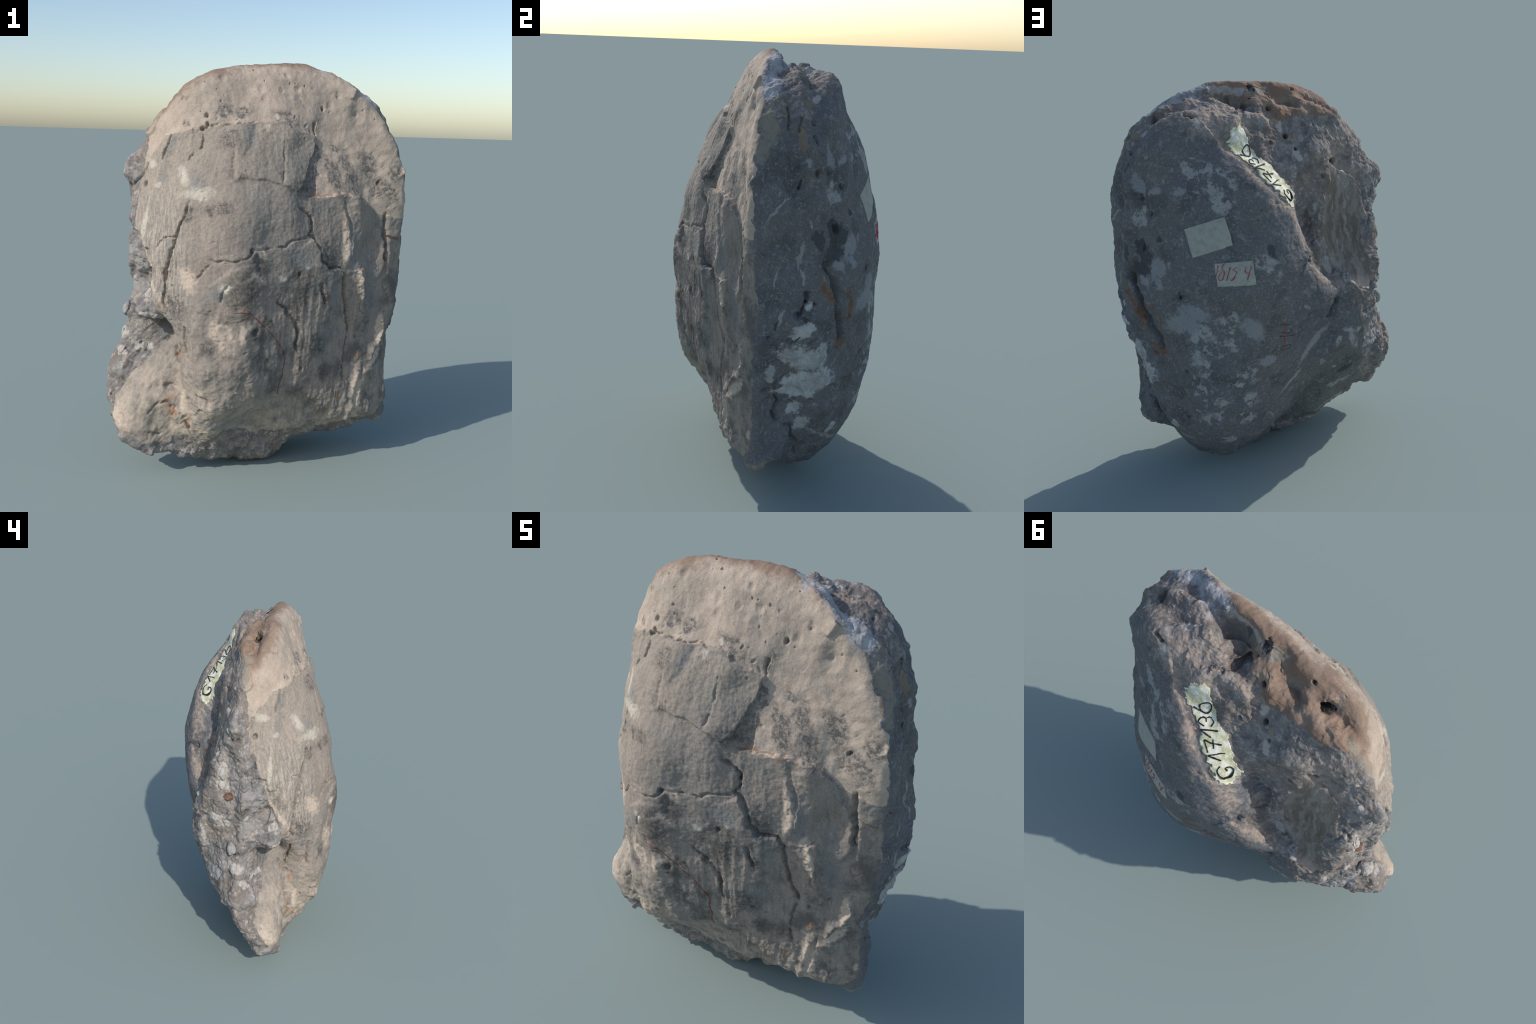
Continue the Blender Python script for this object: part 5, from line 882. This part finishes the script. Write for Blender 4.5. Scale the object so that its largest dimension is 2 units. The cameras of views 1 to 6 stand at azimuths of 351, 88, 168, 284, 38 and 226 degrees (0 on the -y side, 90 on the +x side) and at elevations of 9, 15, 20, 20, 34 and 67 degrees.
def mesh_from(name, verts, faces, tris=None, vnormals=None):
    me = bpy.data.meshes.new(name)
    nq, nt = len(faces), 0 if tris is None else len(tris)
    loops = np.concatenate([np.asarray(faces, np.int32).ravel(), np.zeros(0, np.int32) if not nt else np.asarray(tris, np.int32).ravel()])
    me.vertices.add(len(verts))
    me.vertices.foreach_set("co", np.asarray(verts, np.float32).ravel())
    me.loops.add(len(loops))
    me.loops.foreach_set("vertex_index", loops)
    me.polygons.add(nq + nt)
    me.polygons.foreach_set("loop_start", np.concatenate([np.arange(nq) * 4, nq * 4 + np.arange(nt) * 3]).astype(np.int32))
    me.polygons.foreach_set("use_smooth", np.ones(nq + nt, bool))
    me.update(calc_edges=True)
    if vnormals is not None:
        me.normals_split_custom_set_from_vertices(vnormals)
    return me


def region(points, poly, reach=0.12):
    c, u, v, n = frame_of(poly)
    flat = lambda q: np.stack([(q - c) @ u, (q - c) @ v], 1)
    return inside_polygon(flat(points), flat(np.asarray(poly))) & (np.abs((points - c) @ n) < reach)


centre_q = BASE[QUADS].mean(1)
is_front = FRONT[QUADS].mean(1) > 0
is_cap = is_front & (CAP[QUADS].mean(1) > 0)
is_rough = ~is_front & (ROUGH[QUADS].mean(1) > 0)
owner = np.where(is_front, np.where(is_cap, 1, 0), np.where(is_rough, 3, 2))
wob = np.stack([perlin(centre_q, 22, k) for k in (121, 122, 123)], 1) * 0.012
owner[region(centre_q + wob * 0.6, SHELL_FRAGMENT) & ~is_front] = 4
for k, poly in enumerate(PLATES.values()):
    owner[(owner == 0) & region(centre_q + wob * 0.3, poly, 0.2)] = 5 + k
fan_c = BASE[FANS].mean(1)
fan_owner = np.where(front_side(fan_c) > 0, 1, 2)
kinds = [("fossil_shell", SHELL), ("sediment_cap", CAPMAT), ("limestone_matrix", ROCK), ("broken_face", BREAK), ("embedded_shell", NACRE)] + [("shell_plate", SHELL)] * len(PLATES)
for k, (name, mat) in enumerate(kinds):
    q, t = QUADS[owner == k], FANS[fan_owner == k]
    used = np.unique(np.concatenate([q.ravel(), t.ravel()]))
    if not len(used):
        continue
    new = np.zeros(len(BODY), np.int64)
    new[used] = np.arange(len(used))
    child(name, mesh_from(name, BODY[used], new[q], new[t], BODY_N[used]), mat)


# ------------------------------------------------------------------ things laid on the rock: paint, paper, ink
def on_rock(points, mat, name, parent, step, lift, mask, pad=0.01, smoothing=0, sink=0.004, axes=None):
    """A thin slab that follows the rock under a flat mask(u, v); returns the object."""
    c, u, v, n = axes or frame_of(points)
    p = np.asarray(points)
    U, V = (p - c) @ u, (p - c) @ v
    us = np.arange(U.min() - pad, U.max() + pad, step)
    vs = np.arange(V.min() - pad, V.max() + pad, step)
    gu, gv = np.meshgrid(us, vs, indexing="ij")
    near = np.where(np.linalg.norm(BODY - c, axis=1) < max(np.ptp(U), np.ptp(V)) / 2 + 0.12)[0]
    d = (BODY[near] - c)
    keep = near[((BODY_N[near] @ n) > 0.05)]
    d = BODY[keep] - c
    # height of the rock over the slab's plane, read from the nearest body vertices
    tree = KDTree(len(keep))
    for i, (a, b) in enumerate(zip(d @ u, d @ v)):
        tree.insert((a, b, 0), i)
    tree.balance()
    hh = d @ n
    z = np.zeros(gu.shape)
    for i in range(gu.shape[0]):
        for j in range(gu.shape[1]):
            f = tree.find_n((gu[i, j], gv[i, j], 0), 3)
            w = np.array([1 / (q[2] + 1e-4) for q in f])
            z[i, j] = (w * hh[[q[1] for q in f]]).sum() / w.sum()
    for _ in range(smoothing):
        e = np.pad(z, 1, mode="edge")
        s = (e[:-2, 1:-1] + e[2:, 1:-1] + e[1:-1, :-2] + e[1:-1, 2:]) / 4
        z = np.maximum(s, z * 0.5 + s * 0.5)
    inside = mask(gu, gv)
    cell = inside[:-1, :-1] & inside[1:, :-1] & inside[1:, 1:] & inside[:-1, 1:]
    P = c + gu[..., None] * u + gv[..., None] * v + z[..., None] * n
    N = gu.size
    idx = np.arange(N).reshape(gu.shape)
    i, j = np.where(cell)
    top = np.stack([idx[i, j], idx[i + 1, j], idx[i + 1, j + 1], idx[i, j + 1]], 1)
    faces = [top, top[:, ::-1] + N]
    full = np.pad(cell, 1)
    for di, dj, a, b in ((-1, 0, 3, 0), (1, 0, 1, 2), (0, -1, 0, 1), (0, 1, 2, 3)):
        edge = ~full[i + 1 + di, j + 1 + dj]
        faces.append(np.stack([top[edge, b], top[edge, a], top[edge, a] + N, top[edge, b] + N], 1))
    faces = np.concatenate(faces)
    verts = np.concatenate([(P + n * lift).reshape(-1, 3), (P - n * sink).reshape(-1, 3)])
    used = np.unique(faces)
    new = np.zeros(2 * N, np.int64)
    new[used] = np.arange(len(used))
    me = mesh_from(name, verts[used], new[faces])
    return child(name, me, mat, parent), (c, u, v, n)


def stroke_mask(strokes, axes, width):
    c, u, v, n = axes
    lines = [[((np.array(p) - c) @ u, (np.array(p) - c) @ v, 0.0) for p in s] for s in strokes]

    def mask(gu, gv):
        q = np.stack([gu.ravel(), gv.ravel(), 0 * gu.ravel()], 1)
        wob = 0.8 + 0.5 * perlin(q, 60, 140)
        return (np.min([to_path(q, soften(l))[0] for l in lines], axis=0) < width * wob).reshape(gu.shape)
    return mask


def soften(line, k=6):
    p = np.asarray(line, float)
    if len(p) < 3:
        return p
    e = np.concatenate([[2 * p[0] - p[1]], p, [2 * p[-1] - p[-2]]])
    t = (np.arange(k) / k)[:, None]
    out = [0.5 * (2 * b + (c - a) * t + (2 * a - 5 * b + 4 * c - d) * t ** 2 + (3 * b - a - 3 * c + d) * t ** 3) for a, b, c, d in zip(e[:-3], e[1:-2], e[2:-1], e[3:])]
    return np.concatenate(out + [p[-1:]])


def poly_mask(poly, axes, ragged=0.0):
    c, u, v, n = axes
    flat = [((np.array(p) - c) @ u, (np.array(p) - c) @ v) for p in poly]

    def mask(gu, gv):
        q = np.stack([gu.ravel(), gv.ravel(), 0 * gu.ravel()], 1)
        if ragged:
            q = q + ragged * np.stack([perlin(q, 45, 151) + 0.6 * perlin(q, 110, 153), perlin(q, 45, 152) + 0.6 * perlin(q, 110, 154), 0 * q[:, 0]], 1)
        return inside_polygon(q[:, :2], flat).reshape(gu.shape)
    return mask


paint_n = Nodes("number_paint", 0.6, 0.3)
_x = paint_n.noise(28, 5, 0.6, distort=0.5)
_c = paint_n.mix(paint_n.ramp(_x, 0.40, 0.62), COL["paint_yellow"], COL["paint_white"])
_c = paint_n.mix(paint_n.ramp(paint_n.noise(60, 4, 0.65), 0.58, 0.7, 0, 0.55), _c, COL["paint_grey"])
PAINT = paint_n.finish(_c, [(_x, 0.5, 0.008), (paint_n.noise(90, 3), 0.5, 0.004)])
INK = plain_material("black_ink", (0.012, 0.012, 0.012), (0.03, 0.03, 0.032), 60, 0.6)
FADED = plain_material("faded_ink", (0.035, 0.035, 0.038), (0.09, 0.09, 0.09), 90, 0.8)
RED = plain_material("red_ink", rgb(150, 42, 60), rgb(186, 105, 115), 90, 0.8)
CRAYON = plain_material("red_crayon", rgb(120, 40, 38), rgb(150, 82, 74), 120, 0.8)
PAPER = plain_material("old_paper", COL["paper"], COL["paper_light"], 40, 0.85, 0.1)
axes = frame_of(NUMBER_PATCH)
patch, axes = on_rock(NUMBER_PATCH, PAINT, "number_patch", root, 0.0025, 0.004, poly_mask(NUMBER_PATCH, axes, 0.012), 0.02, 4, axes=axes)
flat_strokes = [p for s in NUMBER_STROKES for p in s]
for s in NUMBER_STROKES:
    on_rock(s, INK, "digit", patch, 0.0014, 0.0065, stroke_mask([s], axes, 0.0042), 0.008, 4, axes=axes)
for corners, strokes in ((PAPER_PLAIN, ()), (PAPER_NUMBERED, RED_STROKES)):
    ax = frame_of(corners)
    label, ax = on_rock(corners, PAPER, "paper_label", root, 0.003, 0.003, poly_mask(corners, ax), 0.006, 12, axes=ax)
    for s in strokes:
        on_rock(s, RED, "handwriting", label, 0.0012, 0.0048, stroke_mask([s], ax, 0.0032), 0.006, 12, axes=ax)
for s in RED_MARK:
    on_rock(s + [tuple(np.array(s[0]) + (0.02, 0, 0))], RED, "pen_mark", root, 0.0014, 0.0015, stroke_mask([s], frame_of(s + [tuple(np.array(s[0]) + (0.02, 0, 0))]), 0.0028), 0.006, 2)
ax = frame_of([p for s in BLACK_MARK for p in s])
for s in BLACK_MARK:
    on_rock(s, FADED, "pencil_mark", root, 0.0014, 0.001, stroke_mask([s], ax, 0.0034), 0.006, 2, axes=ax)
for s in RED_LINE:
    ax = (np.mean(s, 0), np.array([1.0, 0, 0]), np.array([0, 0, 1.0]), np.array([0, -1.0, 0]))
    on_rock(s, CRAYON, "crayon_line", root, 0.0016, 0.0012, stroke_mask([s], ax, 0.0030), 0.006, 1, axes=ax)


# ------------------------------------------------------------------ pebbles caught in the broken face
def pebble(name, spot, size, mat, seed, lean=(0.0, 0.0, 0.0), proud=0.35, sharp=1.0):
    i = ((BASE - np.array(spot)) ** 2).sum(1).argmin()
    bm = bmesh.new()
    bmesh.ops.create_icosphere(bm, subdivisions=5, radius=1.0)
    v = np.array([w.co for w in bm.verts])
    k = np.sign(v) * np.abs(v) ** sharp
    k = k * (1 + 0.22 * fbm(v, 1.3, 3, seed=seed)[:, None])
    n = BODY_N[i]
    t = np.cross(n, (0.3, 0.2, 1.0))
    t /= np.linalg.norm(t)
    R = np.stack([t, np.cross(n, t), n], 1)
    w = (k * size) @ R.T + BODY[i] + n * size[2] * proud + np.array(lean)
    for a, b in zip(bm.verts, w):
        a.co = b
    me = bpy.data.meshes.new(name)
    bm.to_mesh(me)
    bm.free()
    me.polygons.foreach_set("use_smooth", np.ones(len(me.polygons), bool))
    return child(name, me, mat)


BROWNSTONE = plain_material("brown_pebble", rgb(92, 66, 56), rgb(128, 98, 84), 18, 0.6, 0.4)
GREYSTONE = plain_material("grey_pebble", COL["boss"], COL["break_dark"], 22, 0.8, 0.4)
PALESTONE = plain_material("pale_clast", COL["break_light"], COL["break"], 30, 0.85, 0.4)
pebble("pebble", PEBBLES["brown"], np.array([0.03, 0.022, 0.03]), BROWNSTONE, 161, proud=0.15, sharp=1.25)
pebble("pebble", PEBBLES["ringed"], np.array([0.026, 0.036, 0.024]), GREYSTONE, 163, proud=0.3)
for k, (x0, y0, z0, x1, y1, z1, w) in enumerate(PATCHES["pale_spot"]):
    if x0 < -0.4:
        pebble("clast", ((x0 + x1) / 2, (y0 + y1) / 2, (z0 + z1) / 2), np.array([w * 0.85, w * 1.2, w * 0.55]), PALESTONE, 170 + k, proud=0.15, sharp=1.15)
